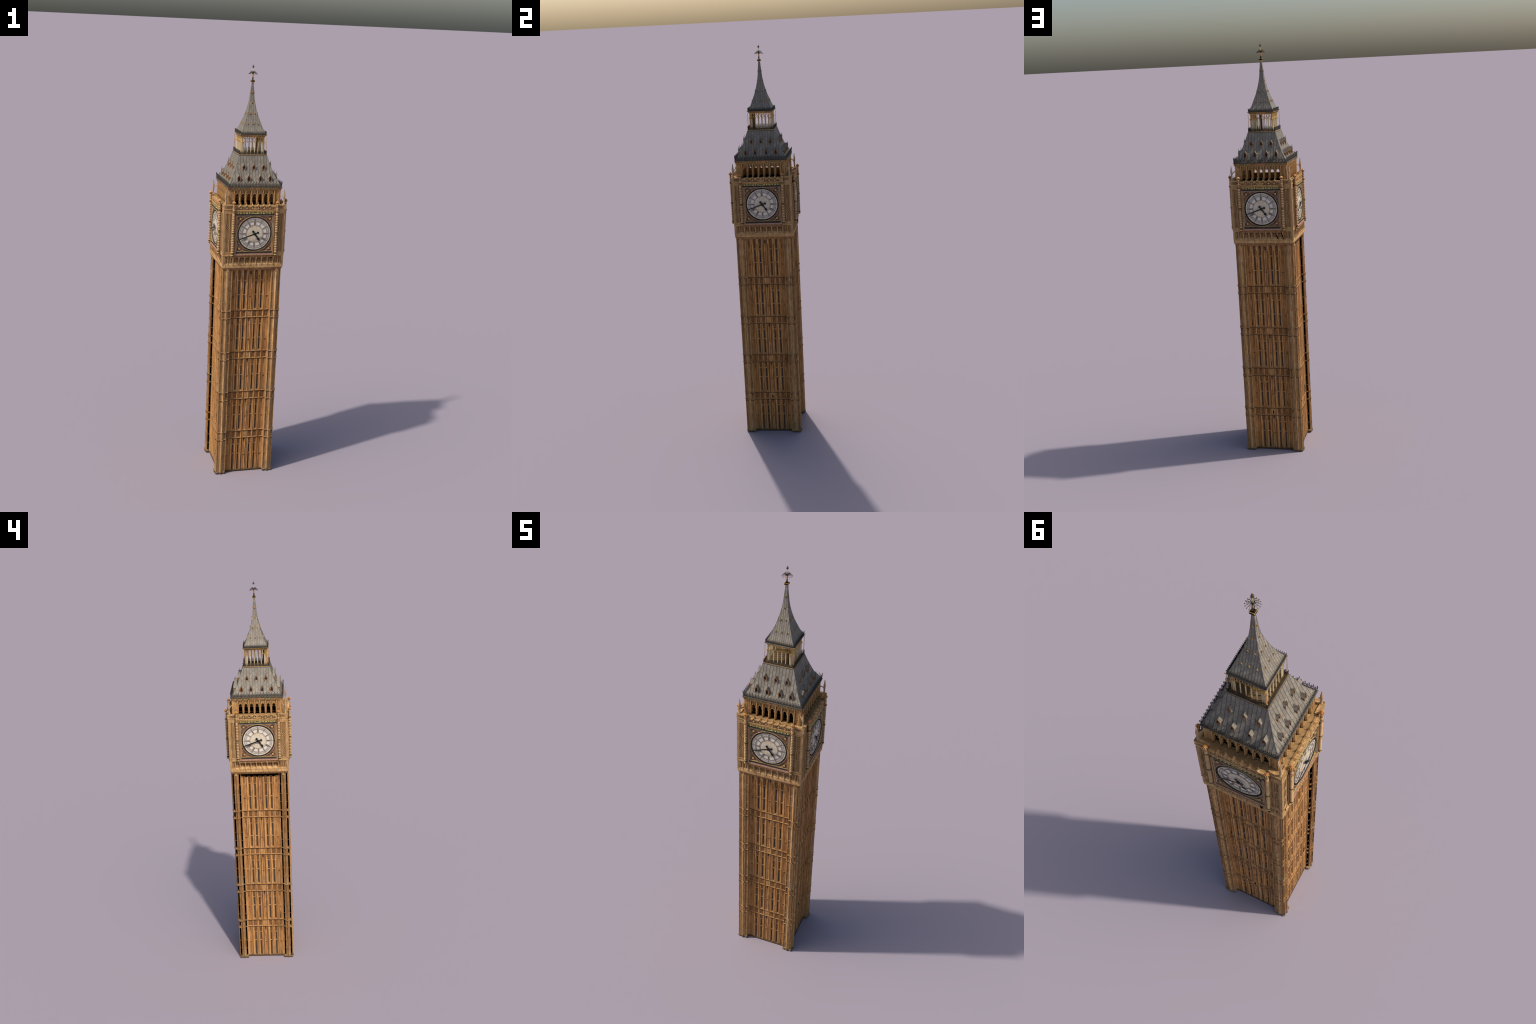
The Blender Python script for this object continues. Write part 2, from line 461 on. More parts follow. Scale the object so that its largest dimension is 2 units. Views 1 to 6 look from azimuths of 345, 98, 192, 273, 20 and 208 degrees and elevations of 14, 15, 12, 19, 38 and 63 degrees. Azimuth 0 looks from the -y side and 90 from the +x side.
def shaft_wall():
    b = B()
    for si, (z0, z1) in enumerate(STORIES):
        top = z1
        for i in range(-3, 4):
            c = i * BAY
            kind = "window" if abs(i) in (1, 2) else ("centre" if i == 0 else "blind")
            pr = bay_profile(c, kind)
            n = len(pr) - 1
            mats = ["wall"] * n
            if kind == "window":
                mats[n // 2] = "void"
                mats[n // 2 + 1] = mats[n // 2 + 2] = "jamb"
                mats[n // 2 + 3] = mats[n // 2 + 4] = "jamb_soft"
            if kind == "centre":
                mats[n // 2] = "red_rib"
                mats[n // 2 - 5] = mats[n // 2 + 5] = "joint"
            if kind == "blind":
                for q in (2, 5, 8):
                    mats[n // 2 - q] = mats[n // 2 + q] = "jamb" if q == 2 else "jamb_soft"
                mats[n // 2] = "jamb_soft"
            b.wall(pr, z0, top, mats)
            # carved tracery head: little openings with dark hollows above each lancet
            hh = 0.030 if si < 4 else 0.044
            zt = z1 - (0.002 if si < 4 else 0.010)
            if kind == "centre":
                b.box(c - .0058, c + .0058, DW - .007, DW - .0016, zt - .017, zt, "brown_stone")
                b.box(c - .0042, c - .0008, DW - .007, DW - .0012, zt - .0075, zt - .002, "hollow")
                b.box(c + .0008, c + .0042, DW - .007, DW - .0012, zt - .0075, zt - .002, "hollow")
                b.box(c - .0038, c + .0038, DW - .007, DW - .0012, zt - .0145, zt - .0105, "hollow")
                b.extrude_d([(c - .0058, zt - .017), (c + .0058, zt - .017), (c, zt - .030)], DW - .007, DW - .0020, "brown_stone")
            else:
                b.box(c - .0075, c + .0075, DW - .008, DW - .0024, zt - hh, zt, "carved")
                for s in (-1, 1):
                    for q in range(2 if si < 4 else 4):
                        zc = zt - .004 - q * .0085
                        b.extrude_d([(c + s * .0036 - .0017, zc - .0034), (c + s * .0036 + .0017, zc - .0034), (c + s * .0036 + .0014, zc + .0016), (c + s * .0036, zc + .0030), (c + s * .0036 - .0016, zc + .0012)], DW - .007, DW - .0021, "hollow")
                if kind == "window":
                    zc = zt - hh + .0065
                    b.extrude_d([(c - .0030, zc), (c, zc - .0040), (c + .0030, zc), (c, zc + .0045)], DW - .007, DW - .0021, "hollow")
                    b.extrude_d([(c - .0062, zt - hh + .0005), (c + .0062, zt - hh + .0005), (c + .0045, zt - hh - .005), (c, zt - hh - .003), (c - .0045, zt - hh - .005)], DW - .0075, DW - .0028, "wall")
                else:
                    for s in (-1, 1):
                        zc = zt - hh + .004
                        b.box(c + s * .0034 - .0017, c + s * .0034 + .0017, DW - .007, DW - .0020, zc - .003, zc + .003, "brown_stone")
            # small carved tie in the blind bays, stone sill wedge under the windows
            zm = TRANSOM[si] - .006
            if kind != "window":
                b.box(c - .0052, c + .0052, DW - .007, DW - .0004, zm + .001, zm + .0032, "wall")
                b.box(c - .0044, c + .0044, DW - .007, DW - .0012, zm - .0058, zm + .001, "brown_stone")
                b.box(c - .0034, c - .0006, DW - .007, DW - .0008, zm - .0052, zm - .0012, "groove")
                b.box(c + .0006, c + .0034, DW - .007, DW - .0008, zm - .0052, zm - .0012, "groove")
                b.hexa([(c - .0110, DW - .008, z0), (c + .0110, DW - .008, z0), (c + .0110, DW + .0002, z0), (c - .0110, DW + .0002, z0),
                        (c - .0090, DW - .008, z0 + .006), (c + .0090, DW - .008, z0 + .006), (c + .0090, DW - .005, z0 + .006), (c - .0090, DW - .005, z0 + .006)], "wall")
            else:
                b.hexa([(c - .0068, DW - .010, z0 + .001), (c + .0068, DW - .010, z0 + .001), (c + .0068, DW + .0004, z0 + .001), (c - .0068, DW + .0004, z0 + .001),
                        (c - .0034, DW - .012, z0 + .0080), (c + .0034, DW - .012, z0 + .0080), (c + .0034, DW - .0048, z0 + .0080), (c - .0034, DW - .0048, z0 + .0080)], "lip_wall")
    # carved friezes between the storeys
    for bi, (z0, z1) in enumerate(WALL_BANDS):
        for i in range(-3, 4):
            c = i * BAY
            w = BAY / 2
            b.wall([(c - w, DW), (c - .0122, DW), (c - .0105, DW - .0012), (c - .0085, DW - .0022), (c + .0085, DW - .0022), (c + .0105, DW - .0012), (c + .0122, DW), (c + w, DW)],
                   z0, z1, ["wall", "wall", "wall", "wall" if i == 0 else "carved", "wall", "wall", "wall"])
            if i == 0:
                b.box(c - .0072, c + .0072, DW - .006, DW - .0012, z0 + .010, z1 - .009, "plaque")
            else:
                for q in range(5):
                    u = (q - 2) * .0052
                    zc = (z0 + z1) / 2 + u
                    s = 1 if q % 2 else -1
                    b.rod((c - .005 * s, DW - .0023, zc - .0028), (c + .0055 * s, DW - .0023, zc + .0034), .0006, "carved")
            # crisp dark seam line beside each buttress
        b.extrude_t([(DW - .008, z1 - .0018), (DW + .0006, z1 - .0018), (DW + .0016, z1 - .0002), (DW + .0012, z1 + .0004), (DW - .003, z1 + .0020), (DW - .008, z1 + .0020)], -TE, TE, "lip_wall")
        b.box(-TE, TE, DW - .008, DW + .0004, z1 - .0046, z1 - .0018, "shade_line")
        b.extrude_t([(DW - .008, z0), (DW + .0010, z0), (DW + .0010, z0 + .0014), (DW - .0025, z0 + .0045), (DW - .008, z0 + .0045)], -TE, TE, "lip_wall")
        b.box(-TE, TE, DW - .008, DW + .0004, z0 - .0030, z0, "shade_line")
    # dark joints beside the buttresses
    for i in range(-3, 3):
        t = (i + .5) * BAY
        b.box(t - .0010, t + .0009, DW - .004, DW + .0005, 0.004, 1.045, "joint")
    # cap under the clock stage and plinth
    b.box(-TE, TE, .105, DW - .001, 1.046, 1.054, "brown_stone")
    b.box(-TE, TE, .105, DW + .0015, 0.0, 0.004, "brown_stone")
    return b

faces4("shaft_wall", shaft_wall(), shaft)
bh = B()
for i in range(-3, 3):                       # buttress heads under the lip
    t = (i + .5) * BAY
    bh.box(t - .0034, t + .0034, DW - .004, DW + .004, 1.034, 1.055, "clock_stone")
    bh.hexa([(t - .0022, DW - .004, 1.022), (t + .0022, DW - .004, 1.022), (t + .0022, DW + .0004, 1.022), (t - .0022, DW + .0004, 1.022),
            (t - .0034, DW - .004, 1.034), (t + .0034, DW - .004, 1.034), (t + .0034, DW + .004, 1.034), (t - .0034, DW + .004, 1.034)], "clock_stone")
bhm = bh.mesh("buttress_head")
for k in range(3):
    obj("buttress_head", bhm, shaft, k)

# lancet windows (glass panes held by one transom)
win = B()
win.box(-.0033, .0033, -.0012, 0, 0, 1, "glass")
for si, (z0, z1) in enumerate(STORIES):
    zb, zt = z0 + .0085, z1 - (.036 if si < 4 else .056)
    wb = B()
    wb.box(-.0029, .0029, -.001, 0.0, 0, TRANSOM[si] - zb, "glass")
    wb.box(-.0029, .0029, -.001, 0.0, TRANSOM[si] - zb, zt - zb, "glass")
    wb.box(-.0042, .0042, -.001, .0038, TRANSOM[si] - zb - .0016, TRANSOM[si] - zb + .0016, "lip")
    wm = wb.mesh("lancet_window")
    for k in range(4):
        for i in (-2, -1, 1, 2):
            on_side("lancet_window", wm, shaft, k, i * BAY, DW - .0066, zb)

# corner turrets -------------------------------------------------------------
RIDGE = 0.1195
def turret_strip(b, s, west, turn, shallow=False):
    """One outer face of a corner turret. s = which end of the side; turn maps to the corner's own side."""
    tmp = B()
    E0 = .1085
    main = "turret"
    if not west:
        prof = [(TE - .0005, .112), (TE - .0005, DT - .001), (TE, DT), (.0990, DT), (.0996, DT - .0028), (.1066, DT - .0028), (.1071, DT - .0005),
                (.1093, DT - .0003), (.1103, DT - .0014), (.1150, DT - .0004), (RIDGE, DT + .0052), (.1240, DT - .0004), (.1287, DT - .0014), (.1297, DT - .0003),
                (.1322, DT - .0005), (.1327, DT - (.0006 if shallow else .0028)), (.1392, DT - (.0006 if shallow else .0028)), (.1397, DT), (DT - .0008, DT), (DT, DT - .0008)]
        mats = ["turret_panel" if (3 <= i <= 5 or 14 <= i <= 16) else ("lip" if i in (2, 17, 18) else ("joint" if i in (7, 12) else main)) for i in range(len(prof) - 1)]
        tmp.wall(prof, 0, 1.052, mats)
    else:
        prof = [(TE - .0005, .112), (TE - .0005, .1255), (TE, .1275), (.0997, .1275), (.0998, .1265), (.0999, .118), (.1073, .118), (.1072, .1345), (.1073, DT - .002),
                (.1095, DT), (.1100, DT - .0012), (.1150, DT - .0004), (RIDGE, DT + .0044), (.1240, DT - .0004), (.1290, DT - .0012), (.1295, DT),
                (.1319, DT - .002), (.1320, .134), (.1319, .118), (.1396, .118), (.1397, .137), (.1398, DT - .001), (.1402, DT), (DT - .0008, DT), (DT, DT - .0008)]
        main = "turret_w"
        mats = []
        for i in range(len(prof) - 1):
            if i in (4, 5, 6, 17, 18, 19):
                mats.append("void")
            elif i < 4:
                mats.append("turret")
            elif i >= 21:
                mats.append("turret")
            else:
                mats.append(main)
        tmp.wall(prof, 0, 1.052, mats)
    # string courses, panel bars and little panel heads
    for z0, z1 in BANDS:
        for zz, o in ((z1, .0013), (z0, .0007)):
            sec = [(DT - .009, zz - .004), (DT + o - .001, zz - .004), (DT + o, zz - .0018), (DT + o, zz), (DT - .003, zz + .0032), (DT - .009, zz + .0032)]
            if not west:
                tmp.extrude_t(sec, TE - .0010, DT + o, "turret_ledge")
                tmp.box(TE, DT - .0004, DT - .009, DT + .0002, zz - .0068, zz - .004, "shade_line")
            else:
                tmp.extrude_t(sec, .1068, .1324, "turret_w")
                tmp.extrude_t(sec, .1394, DT + o, "turret")
                for t0, t1 in ((.0985, .1075), (.1315, .1400)):
                    tmp.box(t0, t1, .1285, .1345, zz - .0022, zz + .0006, "turret_w")
            tmp.box(.1135, .1255, DT - .002, DT + .0062 + o * .5, zz - .0035, zz + .001, "turret" if not west else "turret_w")
        for c in ((.1031,) if shallow else (.1031, .1360)):
            if not west:
                tmp.box(c - .0031, c + .0031, DT - .006, DT - .0024, z0 + .004, z1 - .006, "carved")
                tmp.extrude_d([(c - .0024, z0 + .018), (c + .0024, z0 + .018), (c + .0024, z1 - .009), (c, z1 - .006), (c - .0024, z1 - .009)], DT - .006, DT - .0020, "hollow")
    for bars in BARS:
        for zz in bars:
            for t0, t1 in ((.0985, .1075), (.1315, .1400)):
                tmp.box(t0, t1, DT - (.0012 if shallow and t0 > .12 else .010), DT - (.0001 if shallow and t0 > .12 else (.0006 if not west else .008)), zz - (.0011 if not west else .0006), zz + (.0011 if not west else .0006), "turret" if not west else "turret_w")
                if not west and not (shallow and t0 > .12):
                    tmp.box(t0 + .002, t1 - .002, DT - .006, DT - .0022, zz - .0052, zz - .0013, "groove")
            tmp.box(.1165, .1225, DT, DT + .0056, zz - .0012, zz + .0012, main)
    # thin mullions inside the sunk panels
    if not west:
        for c in ((.1031,) if shallow else (.1031, .1360)):
            tmp.box(c - .0006, c + .0006, DT - .006, DT - .0018, 0.004, 1.04, main)
    # base and pointed gablet head
    tmp.extrude_t([(DT - .012, 0), (DT + .0002, 0), (DT + .0010, .003), (DT + .0004, .010), (DT - .012, .010)], TE - .0008, DT + .0002, main)
    for c in ((TE + .1071) / 2, RIDGE, (.1322 + DT) / 2):
        tmp.box(c - .0035, c + .0035, DT - .004, DT + (.0030 if c != RIDGE else .0058), 0.0, .007, main)
    tmp.extrude_d([(.1135, 1.045), (.1255, 1.045), (.1255, 1.052), (RIDGE, 1.064), (.1135, 1.052)], DT - .004, DT + .0046, "turret")
    o = len(b.v)
    for (t, d, z) in tmp.v:
        b.v.append(turn(s * t, d, z))
    for f, mi in zip(tmp.f, tmp.m):
        b.f.append([o + a for a in f])
        b.m.append(b.mi(tmp.mats[mi]))

def rot_turn(j):
    """bring a point of side (k+j) into the local frame of side k"""
    def fn(t, d, z):
        x, y = t, -d
        a = j * pi / 2
        x, y = x * cos(a) - y * sin(a), x * sin(a) + y * cos(a)
        return (x, -y, z)
    return fn

corner_meshes = {}
for k in range(4):
    key = (k == 3, (k + 1) % 4 == 3)
    if key not in corner_meshes:
        b = B()
        turret_strip(b, +1, key[0], rot_turn(0), shallow=key[1])
        turret_strip(b, -1, key[1], rot_turn(1), shallow=key[0])
        corner_meshes[key] = b.mesh("corner_turret")
    obj("corner_turret", corner_meshes[key], shaft, k)

# west side only: dark open slot under the overhang, scalloped by the bay heads
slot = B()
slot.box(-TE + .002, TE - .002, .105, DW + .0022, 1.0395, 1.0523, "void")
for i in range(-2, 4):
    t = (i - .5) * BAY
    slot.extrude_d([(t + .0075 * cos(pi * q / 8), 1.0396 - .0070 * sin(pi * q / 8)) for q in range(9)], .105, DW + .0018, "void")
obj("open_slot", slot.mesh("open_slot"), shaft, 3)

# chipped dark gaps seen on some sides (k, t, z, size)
def chip(k, pts, d):
    b = B()
    b.extrude_d(pts, d - .006, d, "void")
    obj("chipped_gap", b.mesh("chipped_gap"), shaft, k)
chip(1, [(-.003, .203), (-.0022, .204), (.0046, .189), (-.0018, .189)], DW + .0012)
chip(2, [(.0015, .204), (-.0012, .204), (-.0050, .189), (.0010, .189)], DW + .0012)
chip(1, [(-.0075, .430), (-.0055, .430), (-.0060, .418)], DW + .0012)
chip(2, [(.0022, .462), (.0008, .440), (-.0012, .440)], DW + .0006)
chip(2, [(-.080, .690), (-.0815, .648), (-.0838, .648)], DW + .0006)
chip(3, [(.0845, .268), (.0800, .229), (.0830, .229)], DW + .0006)
chip(2, [(.0735, .262), (.0760, .230), (.0735, .230)], DW + .0006)

# ------------------------------------------------------------------ CLOCK STAGE
cs = B()
cs.square_ring([(.1180, 1.0525), (.1395, 1.0530), (.1414, 1.0550), (.1444, 1.0600), (.1470, 1.066)], "brown_stone", cap=False, chamfer=.004)
cs.square_ring([(.1470, 1.066), (.1476, 1.070), (.1476, 1.0765), (.1455, 1.0800), (.1380, 1.0800)], "lip", cap=True, chamfer=.003)
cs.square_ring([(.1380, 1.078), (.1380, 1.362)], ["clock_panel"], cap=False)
stage = obj("clock_stage", cs.mesh("clock_stage"), tower)

PD = 0.1485      # corner pier face
SD = 0.1555      # dial slab face
def stage_wall():
    b = B()
    # corner zones
    for s in (-1, 1):
        def bx(t0, t1, d0, d1, z0, z1, m):
            a, c = sorted((s * t0, s * t1))
            b.box(a, c, d0, d1, z0, z1, m)
        # corbel-level panels (two lancets)
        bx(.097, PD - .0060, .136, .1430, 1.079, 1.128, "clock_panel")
        for t0, t1 in ((.0965, .1000), (.1195, .1225), (.1420, PD - .0018)):
            bx(t0, t1, .136, .1476, 1.079, 1.126, "clock_stone")
        for c in (.1097, .1322):
            bx(c - .0012, c + .0012, .136, .1458, 1.081, 1.115, "clock_stone")
            for q in (-1, 1):
                bx(c + q * .0055 - .0025, c + q * .0055 + .0025, .136, .1436, 1.096, 1.108, "brown_stone")
                b.extrude_d([(s * (c + q * .0050) + .0034 * cos(2 * pi * j / 6), 1.1165 + .0034 * sin(2 * pi * j / 6)) for j in range(6)], .140, .1446, "brown_stone")
            bx(c - .0098, c + .0098, .136, .1462, 1.1215, 1.126, "clock_stone")
            b.extrude_t([(.136, 1.079), (.1470, 1.079), (.1470, 1.083), (.1425, 1.091), (.136, 1.091)], *sorted((s * (c - .010), s * (c + .010))), "lip")
        # stacked string mouldings
        for z0, z1, d in ((1.1255, 1.1300, .1492), (1.1385, 1.1425, .1490), (1.3255, 1.3290, .1488), (1.3455, 1.3495, .1502), (1.3640, 1.3685, .1502)):
            bx(.100, d - .0006, .136, d, z0, z1, "lip")
        bx(.100, PD - .0017, .136, PD - .001, 1.1300, 1.1385, "clock_stone")
        # tall pier panels with mullions and two diaper belts
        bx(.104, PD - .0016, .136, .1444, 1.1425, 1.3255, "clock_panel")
        for t0, t1 in ((.1185, .1218), (.1398, PD - .0007)):
            bx(t0, t1, .138, PD, 1.1425, 1.3255, "clock_stone")
        bx(.1104, .1120, .138, .1478, 1.1425, 1.3255, "clock_stone")
        for z0, z1 in ((1.1425, 1.1875), (1.2085, 1.2505), (1.2715, 1.3230)):
            for c in (.1158, .1262, .1355):
                bx(c - .0010, c + .0010, .138, .1474, z0, z1, "clock_stone")
            bx(.1300, .1316, .138, .1480, z0, z1, "clock_stone")
        for z0, z1 in ((1.1875, 1.2085), (1.2505, 1.2715)):
            bx(.104, PD - .0014, .138, .1458, z0, z1, "clock_stone")
            for c, w in ((.1150, .0030), (.1308, .0085)):
                nn = 2 if w < .004 else 4
                for i in range(nn):
                    for j in range(4):
                        tt = c + (i - (nn - 1) / 2) * .0046
                        zc = z0 + .0027 + j * .0052
                        if (i + j) % 2 == 0:
                            bx(tt - .0019, tt + .0019, .138, .1482, zc - .0021, zc + .0021, "clock_stone")
                        else:
                            bx(tt - .0019, tt + .0019, .138, .1461, zc - .0021, zc + .0021, "groove")
        for c in (.1285, .1345):                      # trefoil heads of the panels
            bx(c - .0034, c + .0034, .138, .1468, 1.3170, 1.3225, "brown_stone")
        # plain block course and pierced corner parapet
        bx(.104, PD - .0015, .136, PD - .0008, 1.3290, 1.3455, "clock_stone")
        bx(.1240, PD - .0014, .138, PD, 1.3310, 1.3435, "clock_stone")
        bx(.104, .1478, .138, .1478, 1.3495, 1.3640, "clock_stone")
        for i in range(7):
            c = .1125 + i * .0043
            bx(c - .0013, c + .0013, .138, .1484, 1.3512, 1.3625, "groove")
            bx(c + .0013, c + .0030, .138, .1494, 1.3495, 1.3640, "clock_stone")
        bx(.1440, .1490, .138, .1497, 1.3495, 1.3640, "clock_stone")
    # central corbel arcade
    b.extrude_t([(.136, 1.079), (.1478, 1.079), (.1478, 1.084), (.1405, 1.0935), (.136, 1.0935)], -.0965, .0965, "lip")
    for i in range(-3, 4):
        c = i * BAY
        for q in (-1, 1):
            b.box(c + q * .0055 - .0018, c + q * .0055 + .0018, .136, .1394, 1.0935, 1.112, "brown_stone")
            b.box(c + q * .0112 - .0010, c + q * .0112 + .0010, .136, .1405, 1.085, 1.112, "clock_stone")
        b.box(c - .0012, c + .0012, .136, .1405, 1.0935, 1.113, "clock_stone")
        # pointed cusped head
        for s in (-1, 1):
            b.extrude_d([(c + s * .0135, 1.118), (c + s * .0135, 1.104), (c + s * .0098, 1.1095), (c + s * .0050, 1.1140), (c, 1.1160), (c, 1.118)], .136, .1470, "brown_stone")
            b.extrude_d([(c + s * .0058 + .0024 * cos(2 * pi * j / 6), 1.1118 + .0024 * sin(2 * pi * j / 6)) for j in range(6)], .140, .1474, "groove")
    for i in range(-4, 4):
        t = (i + .5) * BAY
        w = .0024
        pr = [(.138, 1.079), (.1495, 1.079), (.1500, 1.086), (.1482, 1.0885), (.1480, 1.098), (.1500, 1.106), (.1545, 1.113), (.1560, 1.119), (.138, 1.119)]
        b.extrude_t(pr, t - w, t + w, "clock_stone")
    # slab that carries the dial
    b.box(-.1095, .1095, .137, SD - .0025, 1.117, 1.130, "brown_stone")
    b.box(-.1095, .1095, .137, SD - .0030, 1.130, 1.328, "clock_stone")
    b.box(-.0955, .0955, .140, SD + .0018, 1.1285, 1.1300, "brown_stone")
    b.box(-.0955, .0955, .140, SD + .0012, 1.1300, 1.1372, "pinkband")
    b.box(-.0920, .0920, .140, SD - .0010, 1.1372, 1.1465, "darkband")
    # jambs beside the frame
    for s in (-1, 1):
        a, c = sorted((s * .0880, s * .0900)); b.box(a, c, .140, SD + .0010, 1.1372, 1.3225, "brown_stone")
        a, c = sorted((s * .0906, s * .0926)); b.box(a, c, .140, SD + .0020, 1.1372, 1.3225, "clock_stone")
        a, c = sorted((s * .0930, s * .0985)); b.box(a, c, .140, SD - .0008, 1.1372, 1.3225, "brown_stone")
    b.box(-.0955, .0955, .140, SD + .0006, 1.3190, 1.3265, "darkband")
    return b
faces4("stage_wall", stage_wall(), stage)

def frieze():
    b = B()
    b.box(-.0985, .0985, .140, SD - .0005, 1.3265, 1.3440, "brown_stone")
    for i in range(-3, 4):
        c = i * BAY
        b.box(c - .0078, c + .0078, .150, SD + .0006, 1.3286, 1.3350, "green")
        b.box(c - .0085, c + .0085, .150, SD + .0010, 1.3362, 1.3395, "gold")
        if i:
            b.extrude_d([(c - .0045, 1.3316), (c, 1.3286), (c + .0045, 1.3316), (c, 1.3346)], .150, SD + .0022, "pale_gold")
        else:
            b.box(c - .0080, c + .0080, .150, SD + .0018, 1.3280, 1.3305, "pale_gold")
        if i < 3:
            t = c + BAY / 2
            for s in (-1, 1):
                b.box(t + s * .0028 - .0016, t + s * .0028 + .0016, .150, SD + .0016, 1.3278, 1.3336, "pale_gold")
                b.box(t + s * .0028 - .0016, t + s * .0028 + .0016, .150, SD + .0016, 1.3362, 1.3418, "gold")
            b.box(t - .0006, t + .0006, .150, SD + .0020, 1.3275, 1.3420, "brown_stone")
    b.box(-.0985, .0985, .140, SD + .0018, 1.3425, 1.3462, "lip")
    return b
faces4("enamel_frieze", frieze(), stage)

def parapet():
    b = B()
    d0 = .1440
    b.box(-.0985, .0985, d0 + .001, SD - .001, 1.344, 1.3640, "clock_stone")
    for i in range(-3, 4):
        c = i * BAY
        # pierced lancets between the peaks
        for q in (-1, 0, 1):
            if i == 0 and q == 0:
                continue
            x = c + q * .0050
            b.extrude_d([(x - .0013, 1.3472), (x + .0013, 1.3472), (x + .0013, 1.3535), (x, 1.3570), (x - .0013, 1.3535)], .150, SD - .0006, "groove")
            b.box(x + .0018, x + .0032, .150, SD + .0006, 1.3462, 1.3590, "clock_stone")
        # coping between peaks: low slab with a raised pad behind
        w = BAY / 2
        b.box(c - .0080, c + .0080, d0, SD + .0018, 1.3600, 1.3650, "lip")
        b.box(c - .0092, c + .0092, d0 - .001, SD - .0060, 1.3640, 1.3658, "terrace")
    b.extrude_d([(-.0100, 1.3462), (.0100, 1.3462), (.0060, 1.3560), (-.0060, 1.3560)], .150, SD + .0008, "gold")
    b.box(-.0050, .0050, .150, SD + .0016, 1.3490, 1.3530, "brown_stone")
    for i in range(-3, 3):
        t = (i + .5) * BAY
        # zig-zag peak of the coping
        for s in (-1, 1):
            b.extrude_d([(t + s * .0066, 1.3600), (t + s * .0066, 1.3650), (t, 1.3722), (t, 1.3676)], d0, SD + .0018, "lip")
        b.extrude_d([(t - .0066, 1.344), (t + .0066, 1.344), (t + .0066, 1.3605), (t, 1.3680), (t - .0066, 1.3605)], d0 + .001, SD - .001, "clock_stone")
        # diamond ornament
        b.extrude_d([(t - .0062, 1.3530), (t, 1.3465), (t + .0062, 1.3530), (t, 1.3600)], .150, SD + .0006, "gold")
        b.extrude_d([(t - .0042, 1.3530), (t, 1.3487), (t + .0042, 1.3530), (t, 1.3575)], .150, SD + .0014, "pinkband")
        b.extrude_d([(t - .0022, 1.3590), (t, 1.3570), (t + .0022, 1.3590), (t, 1.3650)], .150, SD + .0012, "gold")
        # small crocketed spike behind each peak
        b.lathe(t, d0 + .004, [(.0013, 1.366), (.0012, 1.374), (.0018, 1.3755), (.0009, 1.377), (.0012, 1.379), (.0003, 1.384)], "clock_stone", 6)
    return b
faces4("parapet", parapet(), stage)

tf = B()                                         # terrace floor behind the parapets
tf.square_ring([(.1468, 1.356), (.1468, 1.3630), (.1160, 1.3630)], "terrace", cap=False)
obj("terrace", tf.mesh("terrace"), stage)
tc_ = B()
for s in (-1, 1):
    a, c = sorted((s * .1000, s * .1492))
    tc_.box(a, c, .1440, .1499, 1.3630, 1.3686, "terrace")
faces4("parapet_coping", tc_, stage)

# turned columns either side of the dial
def column():
    prof, mats = [], []
    def p(r, z, m):
        prof.append((r, z)); mats.append(m)
    p(.0010, 1.1250, "bronze"); p(.0048, 1.1275, "bronze"); p(.0064, 1.1300, "pale_gold"); p(.0064, 1.1330, "pale_gold"); p(.0050, 1.1345, "bronze"); p(.0068, 1.1365, "bronze"); p(.0068, 1.1395, "bronze")
    z, step = 1.1410, .00805
    while z < 1.3230:
        if abs(z + step / 2 - 1.2350) < step / 2:
            p(.0050, z, "bronze"); p(.0072, z + .0015, "bronze"); p(.0072, z + .0030, "pale_gold"); p(.0060, z + .0040, "bronze"); p(.0072, z + .0052, "bronze"); p(.0072, z + .0066, "bronze")
        else:
            p(.0045, z, "groove"); p(.0046, z + .0014, "column"); p(.0060, z + .0030, "column"); p(.0064, z + .0045, "column"); p(.0060, z + .0060, "column"); p(.0046, z + .0072, "groove")
        z += step
    p(.0046, 1.3235, "column"); p(.0064, 1.3265, "column"); p(.0060, 1.3300, "column"); p(.0050, 1.3318, "bronze"); p(.0078, 1.3345, "brown_stone"); p(.0082, 1.3385, "brown_stone"); p(.0050, 1.3400, "bronze")
    for zz in (1.3410, 1.3480):
        p(.0045, zz, "groove"); p(.0058, zz + .0018, "column"); p(.0058, zz + .0048, "column"); p(.0045, zz + .0064, "groove")
    p(.0044, 1.3555, "clock_stone"); p(.0050, 1.3570, "clock_stone"); p(.0046, 1.3660, "clock_stone"); p(.0042, 1.3675, "groove"); p(.0052, 1.3690, "column"); p(.0052, 1.3720, "column"); p(.0044, 1.3735, "bronze")
    p(.0052, 1.3745, "bronze"); p(.0070, 1.3770, "bronze"); p(.0068, 1.3795, "bronze"); p(.0056, 1.3825, "bronze"); p(.0034, 1.3850, "bronze"); p(.0016, 1.3870, "orange_gold"); p(.0004, 1.3920, "orange_gold")
    b = B()
    b.lathe(0, 0, prof, mats, 12)
    # crown of gilded petals
    for j in range(8):
        a = 2 * pi * j / 8
        b.rod((.0022 * cos(a), .0022 * sin(a), 1.3868), (.0074 * cos(a), .0074 * sin(a), 1.3812), .0016, "orange_gold")
        b.rod((.0074 * cos(a), .0074 * sin(a), 1.3812), (.0080 * cos(a), .0080 * sin(a), 1.3775), .0011, "orange_gold")
    return b
cm = column().mesh("turned_column", smooth=True)
for k in range(4):
    for s in (-1, 1):
        on_side("turned_column", cm, stage, k, s * .1042, .1588, 0)

# dial --------------------------------------------------------------------
def ring_pt(r, a):
    return (r * sin(a), CZ + r * cos(a))

